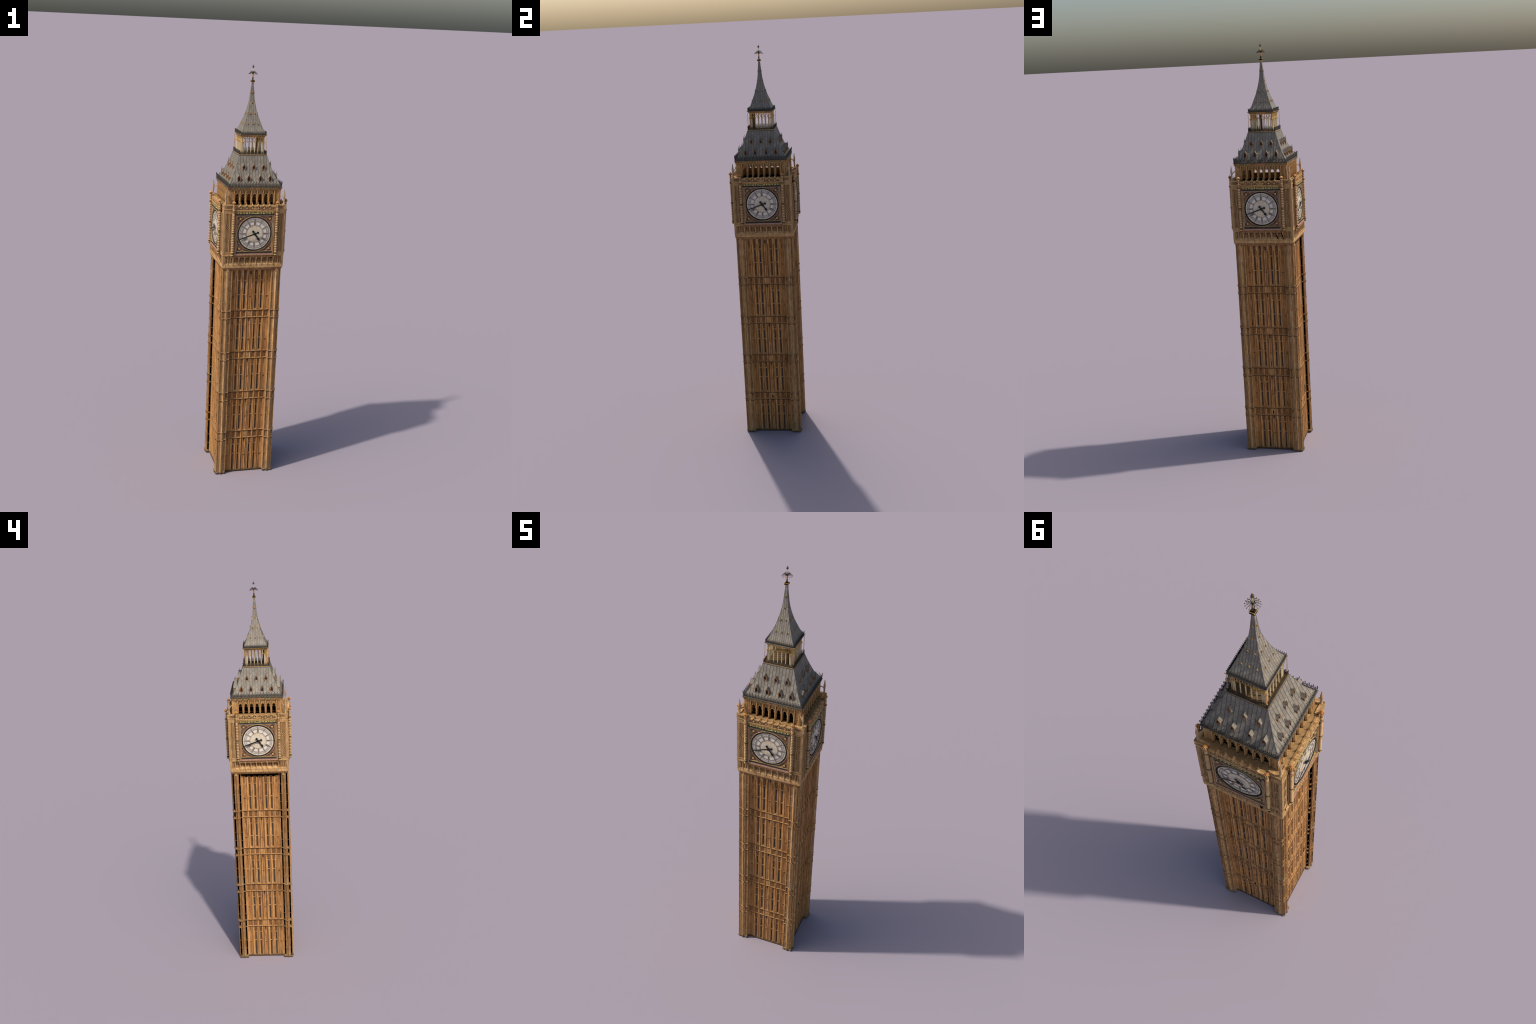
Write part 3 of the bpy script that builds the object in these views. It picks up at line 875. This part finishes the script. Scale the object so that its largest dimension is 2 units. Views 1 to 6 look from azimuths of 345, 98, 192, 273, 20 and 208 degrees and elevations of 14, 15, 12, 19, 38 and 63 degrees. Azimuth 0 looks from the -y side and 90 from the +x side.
def dial():
    b = B()
    D = SD - .0022
    b.box(-.0868, .0868, .140, D, 1.1470, 1.3190, "spandrel")
    b.disc(0, CZ, .0775, .148, D + .0004, "dial")
    b.disc(0, CZ, .0380, .148, D + .0007, "dial_net")
    b.annulus(0, CZ, .0763, .0833, D - .002, D + .0024, "ring", 96)
    b.annulus(0, CZ, .0833, .0848, D - .002, D + .0028, "dial_gilt", 96)
    # pale gilt square frame
    for s in (-1, 1):
        a, c = sorted((s * .0853, s * .0866)); b.box(a, c, D - .002, D + .0024, 1.1472, 1.3188, "frame_gilt")
    b.box(-.0853, .0853, D - .002, D + .0024, 1.3174, 1.3188, "frame_gilt")
    b.box(-.0853, .0853, D - .002, D + .0024, 1.1472, 1.1486, "dial_gilt")
    # corner bosses
    for sx in (-1, 1):
        for sz in (-1, 1):
            c = (sx * .0708, CZ + sz * .0708)
            b.extrude_d([(c[0] + .0095 * cos(2 * pi * j / 8), c[1] + .0095 * sin(2 * pi * j / 8)) for j in range(8)], D - .001, D + .0006, "ring")
            for j in range(8):
                a = 2 * pi * j / 8
                b.rod((c[0], D + .0008, c[1]), (c[0] + .0092 * cos(a), D + .0008, c[1] + .0092 * sin(a)), .0007, "spandrel")
            b.extrude_d([(c[0] - .0042, c[1] - .0042), (c[0] + .0042, c[1] - .0042), (c[0] + .0050, c[1] + .0004), (c[0] + .0032, c[1] + .0046), (c[0] - .0032, c[1] + .0046), (c[0] - .0050, c[1] + .0004)], D, D + .0024, "gold")
            # scroll twigs running into the spandrel
            b.rod((c[0] + sx * .010, D + .0006, c[1] - sz * .004), (c[0] + sx * .0105, D + .0006, c[1] - sz * .022), .0009, "gold")
            b.rod((c[0] - sx * .004, D + .0006, c[1] + sz * .010), (c[0] - sx * .022, D + .0006, c[1] + sz * .0105), .0009, "gold")
            b.rod((c[0] - sx * .010, D + .0006, c[1] + sz * .006), (c[0] + sx * .006, D + .0006, c[1] - sz * .010), .0008, "gold")
    # tracery rings of the dial
    b.annulus(0, CZ, .0386, .0396, D, D + .0014, "dial_gilt_dark", 72)
    b.annulus(0, CZ, .0418, .0434, D, D + .0013, "dial_mid", 72)
    b.annulus(0, CZ, .0578, .0592, D, D + .0015, "dial_line", 72)
    b.annulus(0, CZ, .0615, .0690, D, D + .0009, "dial_mid", 72)
    b.annulus(0, CZ, .0612, .0619, D, D + .0013, "dial_line", 72)
    b.annulus(0, CZ, .0690, .0697, D, D + .0013, "dial_line", 72)
    def bar(r0, r1, a, off0, off1, w, mat, h):
        """stroke on the dial from radius r0 to r1 at clock angle a, sideways offsets in metres"""
        ca, sa = cos(a), sin(a)
        def pt(r, o):
            return (r * sa + o * ca, CZ + r * ca - o * sa)
        b.extrude_d([pt(r0, off0 - w), pt(r0, off0 + w), pt(r1, off1 + w), pt(r1, off1 - w)], D, D + h, mat)
    names = ["XII", "I", "II", "III", "IIII", "V", "VI", "VII", "VIII", "IX", "X", "XI"]
    for h in range(12):
        a = 2 * pi * h / 12
        bar(.0592, .0768, a, 0, 0, .0011, "dial_line", .0014)
        bar(.0397, .0430, a, 0, 0, .0008, "dial_line", .0013)
        adv = {"I": .0026, "V": .0046, "X": .0046}
        word = names[h]
        W = sum(adv[c] for c in word)
        x = -W / 2
        bar(.0436, .0576, a, 0, 0, W / 2, "dial_line", .0006)
        for ch in word:
            w = adv[ch]; c = x + w / 2
            if ch == "I":
                bar(.0440, .0572, a, c, c, .0009, "dial_line", .0018)
            elif ch == "V":
                bar(.0440, .0572, a, c, c - .0015, .0008, "dial_line", .0018)
                bar(.0440, .0572, a, c, c + .0015, .0007, "dial_line", .0019)
            else:
                bar(.0440, .0572, a, c - .0015, c + .0015, .0008, "dial_line", .0018)
                bar(.0440, .0572, a, c + .0015, c - .0015, .0007, "dial_line", .0019)
            x += w
        for q in range(4):
            aa = a + 2 * pi / 12 * (q + 1) / 5
            bar(.0632, .0672, aa, 0, 0, .0019, "dial", .0013)
            bar(.0697, .0722, aa, 0, 0, .0008, "dial_line", .0012)
    return b
faces4("clock_dial", dial(), stage)

# hands (about eighteen minutes to five on every side)
def hand_blade(length, tail, w0, w1, knob, spade):
    b = B()
    b.extrude_d([(-w0, 0), (w0, 0), (w1, length - .004), (0, length), (-w1, length - .004)], 0, .0012, "hand")
    b.extrude_d([(-w0 * .8, 0), (w0 * .8, 0), (w0 * .8, -tail), (-w0 * .8, -tail)], 0, .0012, "hand")
    b.extrude_d([(knob * cos(2 * pi * j / 10), -tail + knob * sin(2 * pi * j / 10)) for j in range(10)], 0, .0014, "hand")
    if spade:
        y = length * .72
        b.extrude_d([(-.0028, y - .0055), (0, y - .0035), (.0032, y - .0060), (.0064, y - .001), (.0052, y + .003), (0, y + .0090), (-.0052, y + .003), (-.0064, y - .001)], 0, .0014, "hand")
    b.extrude_d([(.0066 * cos(2 * pi * j / 12), .0066 * sin(2 * pi * j / 12)) for j in range(12)], 0, .0018, "hand")
    return b
for nm, hb, ang, lift in (("hour_hand", hand_blade(.0420, .0132, .0037, .0019, .0056, True), radians(143.5), .0030),
                          ("minute_hand", hand_blade(.0785, .0158, .0030, .0021, .0056, False), radians(250.6), .0056)):
    me = hb.mesh(nm)
    for k in range(4):
        o = bpy.data.objects.new(nm, me)
        scene.collection.objects.link(o)
        o.parent = stage
        o.matrix_local = Matrix.Translation(side_pt(k, 0, SD + lift, CZ)) @ Matrix.Rotation(k * pi / 2, 4, "Z") @ Matrix.Rotation(ang, 4, "Y")

# corner pinnacles with a flying arm to the belfry
pn = B()
pn.lathe(0, 0, [(.0052, 1.363), (.0052, 1.372), (.0040, 1.374), (.0040, 1.397), (.0048, 1.399), (.0044, 1.4015), (.0056, 1.4050), (.0046, 1.4085), (.0054, 1.4115), (.0040, 1.416), (.0032, 1.424), (.0018, 1.431), (.0020, 1.433), (.0005, 1.4395)], "pinnacle_stone", 8)
for j in range(8):                                # arched strut
    a0, a1 = pi / 2 * j / 8, pi / 2 * (j + 1) / 8
    def ap(a, r):
        return (-.0005 - .0200 * (1 - cos(a)), -.0005 - .0200 * (1 - cos(a)), 1.386 + .026 * sin(a))
    p0, p1 = ap(a0, .019), ap(a1, .019)
    pn.rod(p0, p1, .0026, "pinnacle_stone")
pm = pn.mesh("corner_pinnacle", smooth=True)
for k in range(4):
    on_side("corner_pinnacle", pm, stage, k, .1400, .1400, 0)

def wedge_gap(k, pts, d):
    b = B()
    b.extrude_d(pts, d - .012, d, "void")
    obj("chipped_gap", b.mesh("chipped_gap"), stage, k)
wedge_gap(2, [(.0605, 1.119), (.0650, 1.119), (.0745, 1.084), (.0705, 1.086)], .1506)
wedge_gap(2, [(.0875, 1.119), (.0920, 1.119), (.1012, 1.083), (.0982, 1.084)], .1506)
wedge_gap(0, [(.0760, 1.1165), (.0930, 1.1165), (.0930, 1.1120), (.0830, 1.1130)], .1500)

# ------------------------------------------------------------------ BELFRY
bf = B()
bf.box(-.1180, .1180, -.1180, .1180, 1.3340, 1.3370, "void")
bf.box(-.125, .125, -.125, .125, 1.4370, 1.4420, "inside")
belfry = obj("belfry", bf.mesh("belfry"), tower)
BD = .1258
def arcade():
    b = B()
    zs, zt = 1.3634, 1.4370
    b.box(-.0960, .0960, BD - .013, BD - .0005, 1.3625, zs, "belfry")
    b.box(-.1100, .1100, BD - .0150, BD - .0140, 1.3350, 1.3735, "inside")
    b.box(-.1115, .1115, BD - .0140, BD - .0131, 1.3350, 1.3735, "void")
    b.box(-.0955, .0955, BD - .013, BD - .0010, 1.4335, zt, "belfry")
    b.box(-.1261, .1261, BD - .012, BD + .0012, 1.4336, 1.4372, "belfry")
    for s in (-1, 1):
        def bx(t0, t1, d0, d1, z0, z1, m="belfry"):
            a, c = sorted((s * t0, s * t1)); b.box(a, c, d0, d1, z0, z1, m)
        bx(.0955, BD - .0042, BD - .013, BD - .0030, 1.3625, zt)
        for t0, t1 in ((.0955, .0985), (.1185, BD - .0007)):
            bx(t0, t1, BD - .012, BD, 1.3625, zt)
        for c in (.1052, .1120):
            bx(c - .0007, c + .0007, BD - .012, BD - .0012, 1.3800, 1.4290)
        bx(.0985, .1185, BD - .012, BD - .0016, 1.3895, 1.3925)
        bx(.0985, .1185, BD - .012, BD - .0010, 1.4275, 1.4340, "brown_stone")
        for c in (.1018, .1086, .1152):
            bx(c - .0018, c + .0018, BD - .012, BD - .0018, 1.3840, 1.3890, "brown_stone")
    for i in range(-3, 4):
        c = i * BAY
        ho = .0095
        # pointed arch band with cusps, spandrels pierced by an eyelet
        n = 6
        for s in (-1, 1):
            arc = [(c + s * (ho - 2 * ho * (1 - cos(pi / 3 * q / n))), 1.4015 + 2 * ho * sin(pi / 3 * q / n)) for q in range(n + 1)]
            outer = [(c + s * (ho + .0018 - 2 * (ho + .0009) * (1 - cos(pi / 3 * q / n))), 1.4021 + 2 * (ho + .0014) * sin(pi / 3 * q / n)) for q in range(n + 1)]
            for q in range(n):
                b.extrude_d([arc[q], arc[q + 1], outer[q + 1], outer[q]], BD - .0065, BD - .0010, "belfry")
                if True:
                    b.extrude_d([outer[q], outer[q + 1], (outer[q + 1][0], 1.4338), (outer[q][0], 1.4338)], BD - .0075, BD - .0045, "hollow" if q in (1, 2) else "belfry")
            # cusp
            b.extrude_d([(c + s * .0094, 1.3990), (c + s * .0070, 1.4010), (c + s * .0060, 1.4040), (c + s * .0080, 1.4065)], BD - .0060, BD - .0020, "belfry")
            b.extrude_d([(c + s * .0135, 1.4335), (c + s * .0135, 1.4240), (c + s * .0112, 1.4300), (c + s * .0085, 1.4335)], BD - .0060, BD - .0020, "belfry")
            b.rod((c + s * .0096, BD - .003, 1.4120), (c + s * .0030, BD - .003, 1.4335), .0008, "belfry")
        b.rod((c, BD - .003, 1.4150), (c, BD - .003, 1.4340), .0010, "belfry")
    return b
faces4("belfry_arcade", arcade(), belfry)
acol = B()
acol.box(-.0034, .0034, -.0125, -.0010, 0, .0705, "belfry")
acol.prism([(-.0024, -.0012), (.0024, -.0012), (.0014, .0010), (-.0014, .0010)], 0, .0705, "belfry")
for s in (-1, 1):
    acol.lathe(s * .0040, -.0040, [(.0013, 0), (.0013, .036), (.0020, .0365), (.0020, .0385)], "belfry", 6)
acm = acol.mesh("arcade_pier")
for k in range(4):
    for i in range(-4, 4):
        on_side("arcade_pier", acm, belfry, k, (i + .5) * BAY, BD, 1.3632)

# cornice with coloured shields, and gutter
co = B()
co.square_ring([(.1265, 1.4372), (.1290, 1.4385), (.1292, 1.4450), (.1318, 1.4470), (.1322, 1.4485), (.1296, 1.4500)], ["brown_stone", "brown_stone", "brown_stone", "bronze", "gutter"], cap=True)
cornice = obj("cornice", co.mesh("cornice"), belfry)
sh = B()
for i, cname in ((-4, "shield_green"), (-3, "shield_green"), (-2, "shield_green"), (-1, "shield_pink"), (0, "shield_pink"), (1, "shield_green"), (2, "shield_green"), (3, "shield_green")):
    t = (i + .5) * BAY
    sh.extrude_d([(t - .0040, 1.4390), (t + .0040, 1.4390), (t + .0044, 1.4460), (t, 1.4478), (t - .0044, 1.4460)] if cname == "shield_green"
                 else [(t + .0030 * cos(2 * pi * j / 8), 1.4432 + .0030 * sin(2 * pi * j / 8)) for j in range(8)], .126, .1310, cname)
    sh.box(t - .0092, t - .0052, .127, .1300, 1.4395, 1.4440, "gold")
    sh.box(t + .0055, t + .0085, .127, .1300, 1.4395, 1.4440, "dormer_wood")
faces4("cornice_shield", sh, belfry)

# ------------------------------------------------------------------ LOWER ROOF
ROOF = [(.1290, 1.4495), (.1205, 1.4620), (.1125, 1.4750), (.0985, 1.5000), (.0860, 1.5320), (.0760, 1.5590), (.0675, 1.5860)]
SPIRE = [(.0600, 1.6800), (.0560, 1.6920), (.0460, 1.7130), (.0385, 1.7335), (.0295, 1.7580), (.0226, 1.7821), (.0170, 1.8040), (.0126, 1.8264), (.0097, 1.8480), (.0075, 1.8711), (.0055, 1.8950), (.0040, 1.9190)]

def smooth_profile(pts, sub):
    """Catmull-Rom refinement of a (half width, z) profile."""
    out = []
    for i in range(len(pts) - 1):
        p0 = pts[max(i - 1, 0)]; p1 = pts[i]; p2 = pts[i + 1]; p3 = pts[min(i + 2, len(pts) - 1)]
        for j in range(sub):
            u = j / sub
            out.append(tuple(.5 * ((2 * p1[a]) + (-p0[a] + p2[a]) * u + (2 * p0[a] - 5 * p1[a] + 4 * p2[a] - p3[a]) * u * u
                                   + (-p0[a] + 3 * p1[a] - 3 * p2[a] + p3[a]) * u ** 3) for a in (0, 1)))
    out.append(pts[-1])
    return out
ROOF_S, SPIRE_S = smooth_profile(ROOF, 4), smooth_profile(SPIRE, 4)

def width_at(prof, z):
    for (h0, z0), (h1, z1) in zip(prof, prof[1:]):
        if z0 <= z <= z1:
            return h0 + (h1 - h0) * (z - z0) / (z1 - z0)
    return prof[-1][0] if z > prof[-1][1] else prof[0][0]

def roof_side(prof, spacing, slate, seam_r):
    b = B()
    for (h0, z0), (h1, z1) in zip(prof, prof[1:]):
        b.add([(-h0, h0, z0), (h0, h0, z0), (h1, h1, z1), (-h1, h1, z1)], [(0, 1, 2, 3)], slate)
    n = int(prof[0][0] / spacing) + 1
    for i in range(-n, n + 1):                       # upright seams between slate columns
        t = (i + .5) * spacing
        for (h0, z0), (h1, z1) in zip(prof, prof[1:]):
            if abs(t) < h1:
                b.hexa([(t - seam_r, h0 - .001, z0), (t + seam_r, h0 - .001, z0), (t + seam_r, h0 + seam_r * .8, z0), (t - seam_r, h0 + seam_r * .8, z0),
                        (t - seam_r, h1 - .001, z1), (t + seam_r, h1 - .001, z1), (t + seam_r, h1 + seam_r * .8, z1), (t - seam_r, h1 + seam_r * .8, z1)], "seam")
            elif abs(t) < h0:
                f = (h0 - abs(t)) / (h0 - h1)
                hm, zm = h0 + (h1 - h0) * f, z0 + (z1 - z0) * f
                b.hexa([(t - seam_r, h0 - .001, z0), (t + seam_r, h0 - .001, z0), (t + seam_r, h0 + seam_r * .8, z0), (t - seam_r, h0 + seam_r * .8, z0),
                        (t - seam_r, hm - .001, zm), (t + seam_r, hm - .001, zm), (t + seam_r, hm + seam_r * .8, zm), (t - seam_r, hm + seam_r * .8, zm)], "seam")
    for (h0, z0), (h1, z1) in zip(prof, prof[1:]):   # hip roll
        b.rod((h0, h0, z0), (h1, h1, z1), seam_r * 1.2, "lead", 6)
    return b

rc = B()
rc.square_ring([(.1270, 1.4490), (.1270, 1.4500)], "gutter")
roof = obj("lower_roof", rc.mesh("lower_roof"), tower)
faces4("slate_slope", roof_side(ROOF_S, BAY / 2, "slate", .0007), roof)

# dormers: gabled fronts, slate tops running back into the slope, crockets on the gable
def dormer(z0, front):
    """local: origin at the sill, d = 0 on the front plane, negative into the roof"""
    b = B()
    w, eave, apex = .0078, .0165, .0290
    def back(z):
        return min(-.0005, width_at(ROOF_S, z0 + z) - front - .001)
    zs = [0, eave * .5, eave]
    for s in (-1, 1):                              # cheeks
        pts = [(s * (w - .0010), 0, -.003)] + [(s * (w - .0010), 0, eave), (s * (w - .0010), back(eave), eave), (s * (w - .0010), back(eave * .5), eave * .5), (s * (w - .0010), back(0), -.003)]
        b.add(pts, [tuple(range(5))], "dormer_wood")
        b.box(min(s * (w - .0026), s * w), max(s * (w - .0026), s * w), -.0022, .0008, -.004, eave + .001, "dormer_frame")
    b.box(-w + .002, w - .002, -.0050, -.0036, -.001, eave + .004, "window_dark")
    b.extrude_d([(-w + .0015, eave), (w - .0015, eave), (0, apex - .004)], -.0040, -.0026, "window_dark")
    b.box(-w + .0015, w - .0015, -.0030, -.0012, eave - .0010, eave + .0006, "bronze")
    for s in (-1, 1):                              # gable boards and slate planes
        b.extrude_d([(s * (w + .0012), eave - .0018), (s * (w - .0014), eave - .0018), (0, apex - .0045), (0, apex)], -.0030, .0012, "dormer_frame")
        p = [(s * (w + .0020), .0006, eave - .0028), (0, .0006, apex + .0004), (0, back(apex) - .002, apex + .0004), (s * (w + .0020), back(eave) - .003, eave - .0028)]
        q = [(x, y, z + .0012) for x, y, z in p]
        b.hexa(p + q, "slate_plain")
        for j in range(3):                         # crockets
            u = (j + .5) / 3
            b.ball((s * (w + .001) * (1 - u), .0012, eave + (apex - eave) * u + .0010), .0012, "bronze", 5, 3)
    b.lathe(0, 0, [(.0007, apex), (.0007, apex + .003), (.0017, apex + .0045), (.0006, apex + .006), (.0011, apex + .0075), (.0003, apex + .0115)], "bronze", 5)
    return b.mesh("dormer")
M["dormer_frame"] = plain("dormer_frame", rgb(146, 108, 74), 0.75)
M["slate_plain"] = plain("dormer_slate", rgb(136, 126, 112), 0.6, var=0.12)
d_low, d_up = dormer(1.4735, .1158), dormer(1.5205, .0912)
for k in range(4):
    for t in (-.0751, -.0280, .0280, .0751):
        on_side("dormer", d_low, roof, k, t, .1158, 1.4735)
    for t in (-.0473, 0, .0473):
        on_side("dormer", d_up, roof, k, t, .0912, 1.5205)

# cresting: lacy ironwork with rows of crosses
def cresting(half, z0, z1, spacing, r, lean=0.0, mid=True, solid="iron"):
    b = B()
    n = int(round(2 * half / spacing))
    sp = 2 * half / n
    H = z1 - z0
    def P(t, f):
        return (t, half + lean * f, z0 + H * f)
    soft = "iron_pale"
    b.rod(P(-half, .04), P(half, .04), r * 1.3, soft)
    b.rod(P(-half, .46), P(half, .46), r, soft)
    for i in range(n + 1):
        t = -half + i * sp
        b.rod(P(t, 0), P(t, .92), r, soft)
        w = sp * .17
        b.rod((t - w, half + lean * .78, z0 + H * .78), (t + w, half + lean * .78, z0 + H * .78), r * 1.2, solid)
        b.ball((t, half + lean * .95, z0 + H * .95), r * 2.0, solid, 5, 3)
        if i < n:
            tm = t + sp / 2
            b.rod(P(t, .06), P(tm, .46), r * .8, soft)
            b.rod(P(t + sp, .06), P(tm, .46), r * .8, soft)
            b.rod(P(t, .46), P(tm, .68), r * .8, soft)
            b.rod(P(t + sp, .46), P(tm, .68), r * .8, soft)
            b.rod(P(tm, .40), P(tm, .74), r * .9, solid)
            b.ball(P(tm, .70), r * 1.6, solid, 5, 3)
            if mid:
                b.rod((tm - w, half + lean * .26, z0 + H * .26), (tm + w, half + lean * .26, z0 + H * .26), r * 1.1, solid)
                b.rod(P(tm, .06), P(tm, .40), r * .9, solid)
    return b
for o in faces4("roof_cresting", cresting(.1285, 1.4495, 1.4745, BAY / 2, .00078, .0022), roof):
    o["kind"] = "stuff"

# ------------------------------------------------------------------ LANTERN
lt = B()
lt.square_ring([(.0672, 1.5830), (.0680, 1.5850), (.0672, 1.5880), (.0660, 1.5885)], "seam", cap=True)
lt.square_ring([(.0655, 1.5880), (.0668, 1.5890), (.0668, 1.5912), (.0650, 1.5916)], ["gold", "gold", "lantern_floor"], cap=True)
lantern = obj("lantern", lt.mesh("lantern"), tower)
for o in faces4("balcony_railing", cresting(.0648, 1.5912, 1.6095, .0081, .00065), lantern):
    o["kind"] = "stuff"
LD = .0535
pil = B()
pil.lathe(0, 0, [(.0024, 0), (.0024, .004), (.0021, .005), (.0021, .052), (.0022, .0535), (.0022, .056), (.0013, .057), (.0013, .083)],
          ["gold", "gold", "pillar", "gold", "gold", "gold", "gold"], 8)
plm = pil.mesh("lantern_pillar", smooth=True)
for k in range(4):
    for i in range(-3, 3):
        on_side("lantern_pillar", plm, lantern, k, (i + .5) * .0172, LD, 1.5912)
cp = B()
for (x, y, m) in ((0, 0, "pink"), (-.0052, 0, "pillar"), (0, -.0052, "pillar")):
    cp.lathe(x, y, [(.0026, 0), (.0026, .004), (.0019, .005), (.0019, .052), (.0026, .0535), (.0026, .056), (.0011, .057), (.0011, .083)],
             ["gold", "gold", m, "gold", "gold", "gold", "gold"], 8)
cpm = cp.mesh("corner_pillar", smooth=True)
for k in range(4):
    on_side("corner_pillar", cpm, lantern, k, .0535, .0535, 1.5912)
po = B()
po.lathe(0, 0, [(.0013, 0), (.0013, .018), (.0022, .0185), (.0022, .0205), (.0010, .021), (.0010, .048), (.0016, .049), (.0010, .051), (.0010, .083)],
         ["bronze", "pink", "pink", "gold", "dormer_wood", "gold", "gold", "gold"], 6)
pom = po.mesh("corner_pole", smooth=True)
for k in range(4):
    on_side("corner_pole", pom, lantern, k, .0622, .0622, 1.5912)
def lantern_arches():
    b = B()
    for i in range(-3, 4):
        c = i * .0172
        hw = .0086 if abs(i) < 3 else .0070
        for s in (-1, 1):
            b.rod((c + s * hw, LD, 1.6460), (c + s * hw * .55, LD, 1.6500), .0010, "bright_gold")
            b.rod((c + s * hw * .55, LD, 1.6500), (c, LD, 1.6545), .0010, "bright_gold")
        b.lathe(c, LD, [(.0011, 1.6540), (.0019, 1.6560), (.0010, 1.6580), (.0010, 1.6740)], "bright_gold", 5)
        b.ball((c + .0086, LD, 1.6470), .0025, "bright_gold", 6, 4)
    b.box(-.0560, .0560, LD - .002, LD + .0015, 1.6700, 1.6745, "gold")
    return b
faces4("lantern_arcade", lantern_arches(), lantern)
st = B()
st.box(.019, .032, .032, .045, 1.5912, 1.674, "stair_wood")
obj("stair_post", st.mesh("stair_post"), lantern)
ev = B()
ev.square_ring([(.0545, 1.6735), (.0570, 1.6745), (.0600, 1.6775), (.0635, 1.6800), (.0640, 1.6815), (.0600, 1.6822)], ["inside", "brown_stone", "brown_stone", "bronze_gold", "lead"], cap=True)
for k in range(4):                                   # corner spouts
    a = k * pi / 2 + pi / 4
    ev.rod((.084 * cos(a), .084 * sin(a), 1.6785), (.0920 * cos(a), .0920 * sin(a), 1.6845), .0016, "gold", 5)
obj("lantern_eave", ev.mesh("lantern_eave"), lantern)
es = B()
for i, m in ((-3, "shield_green"), (-2, "shield_green"), (-1, "dormer_wood"), (0, "dormer_wood"), (1, "dormer_wood"), (2, "shield_green"), (3, "shield_green")):
    t = i * .0150
    es.hexa([(t - .0030, .0575, 1.6745), (t + .0030, .0575, 1.6745), (t + .0030, .0585, 1.6745), (t - .0030, .0585, 1.6745),
             (t - .0030, .0615, 1.6800), (t + .0030, .0615, 1.6800), (t + .0030, .0640, 1.6800), (t - .0030, .0640, 1.6800)], m)
faces4("eave_shield", es, lantern)

# ------------------------------------------------------------------ SPIRE
sc = B()
sc.square_ring([(.0600, 1.6795), (.0600, 1.6805)], "lead")
spire = obj("spire", sc.mesh("spire"), tower)
faces4("spire_slope", roof_side(SPIRE_S, .0088, "slate_spire", .00045), spire)
for o in faces4("spire_cresting", cresting(.0610, 1.6815, 1.6985, .0061, .00055, .0006), spire):
    o["kind"] = "stuff"
sl = B()
sl.extrude_d([(-.0036, 0), (0, .0055), (.0036, 0), (.0024, 0), (0, .0036), (-.0024, 0)], -.003, .0026, "bronze_gold")
sl.hexa([(-.0026, -.006, .000), (.0026, -.006, .000), (.0026, .0018, .000), (-.0026, .0018, .000),
         (-.0004, -.006, .0048), (.0004, -.006, .0048), (.0004, .0018, .0044), (-.0004, .0018, .0044)], "dormer_wood")
sl.extrude_d([(-.0021, -.0032), (.0021, -.0032), (.0021, 0), (0, .003), (-.0021, 0)], -.003, .0010, "window_dark")
sl.ball((0, .0026, .0062), .0011, "gold", 5, 4)
slm = sl.mesh("spire_light")
for k in range(4):
    for z, ts in ((1.7285, (-.0240, 0, .0240)), (1.7755, (-.0108, .0108)), (1.8235, (0,)), (1.8705, (0,))):
        for t in ts:
            on_side("spire_light", slm, spire, k, t, width_at(SPIRE_S, z), z)

# ------------------------------------------------------------------ FINIAL
fn = B()
fn.square_ring([(.0040, 1.9150), (.0046, 1.9180), (.0054, 1.9192), (.0070, 1.9205), (.0082, 1.9220), (.0084, 1.9292), (.0072, 1.9296), (.0068, 1.9240)],
               ["gold", "pale_gold", "gold", "gold", "ring", "gold", "ring"], cap=True)
for k in range(4):
    a = k * pi / 2 + pi / 4
    fn.ball((.0108 * cos(a), .0108 * sin(a), 1.9275), .0018, "pale_gold", 6, 4)
fn.lathe(0, 0, [(.0030, 1.924), (.0030, 1.940), (.0036, 1.942), (.0024, 1.944), (.0030, 1.947), (.0038, 1.951), (.0026, 1.956), (.0030, 1.9585), (.0034, 1.961), (.0020, 1.963), (.0024, 1.966), (.0018, 1.971), (.0020, 1.973), (.0011, 1.975), (.0011, 1.985)],
         ["ring", "bronze", "bronze", "orange_gold", "orange_gold", "orange_gold", "bronze", "bronze", "bronze", "pale_gold", "pale_gold", "gold", "pale_gold", "pale_gold"], 8)
fn.ball((0, 0, 1.9895), .0050, "bronze", 10, 8)
fn.lathe(0, 0, [(.0014, 1.9935), (.0009, 1.9955), (.0018, 1.9965), (.0010, 1.9980), (.0004, 2.0000)], "bronze", 6)
fn.rod((-.0026, 0, 1.9968), (.0026, 0, 1.9968), .0007, "bronze")
finial = obj("finial", fn.mesh("finial", smooth=True), tower)
cr = B()
for n, R, zo, zi, ph in ((16, .0204, 1.9575, 1.9600, 0.0), (12, .0148, 1.9640, 1.9610, .2), (8, .0098, 1.9692, 1.9620, .1)):
    for j in range(n):
        a = 2 * pi * j / n + ph
        pts = []
        for q in range(5):
            u = q / 4
            r = .002 + (R - .002) * u
            z = zi + (zo - zi) * u + .0035 * sin(pi * u)
            pts.append((r * cos(a), r * sin(a), z))
        for p, q in zip(pts, pts[1:]):
            cr.rod(p, q, .0005, "iron", 4)
        cr.ball(pts[-1], .0016, "bronze", 5, 4)
crown = obj("finial_crown", cr.mesh("finial_crown"), finial)
crown["kind"] = "stuff"
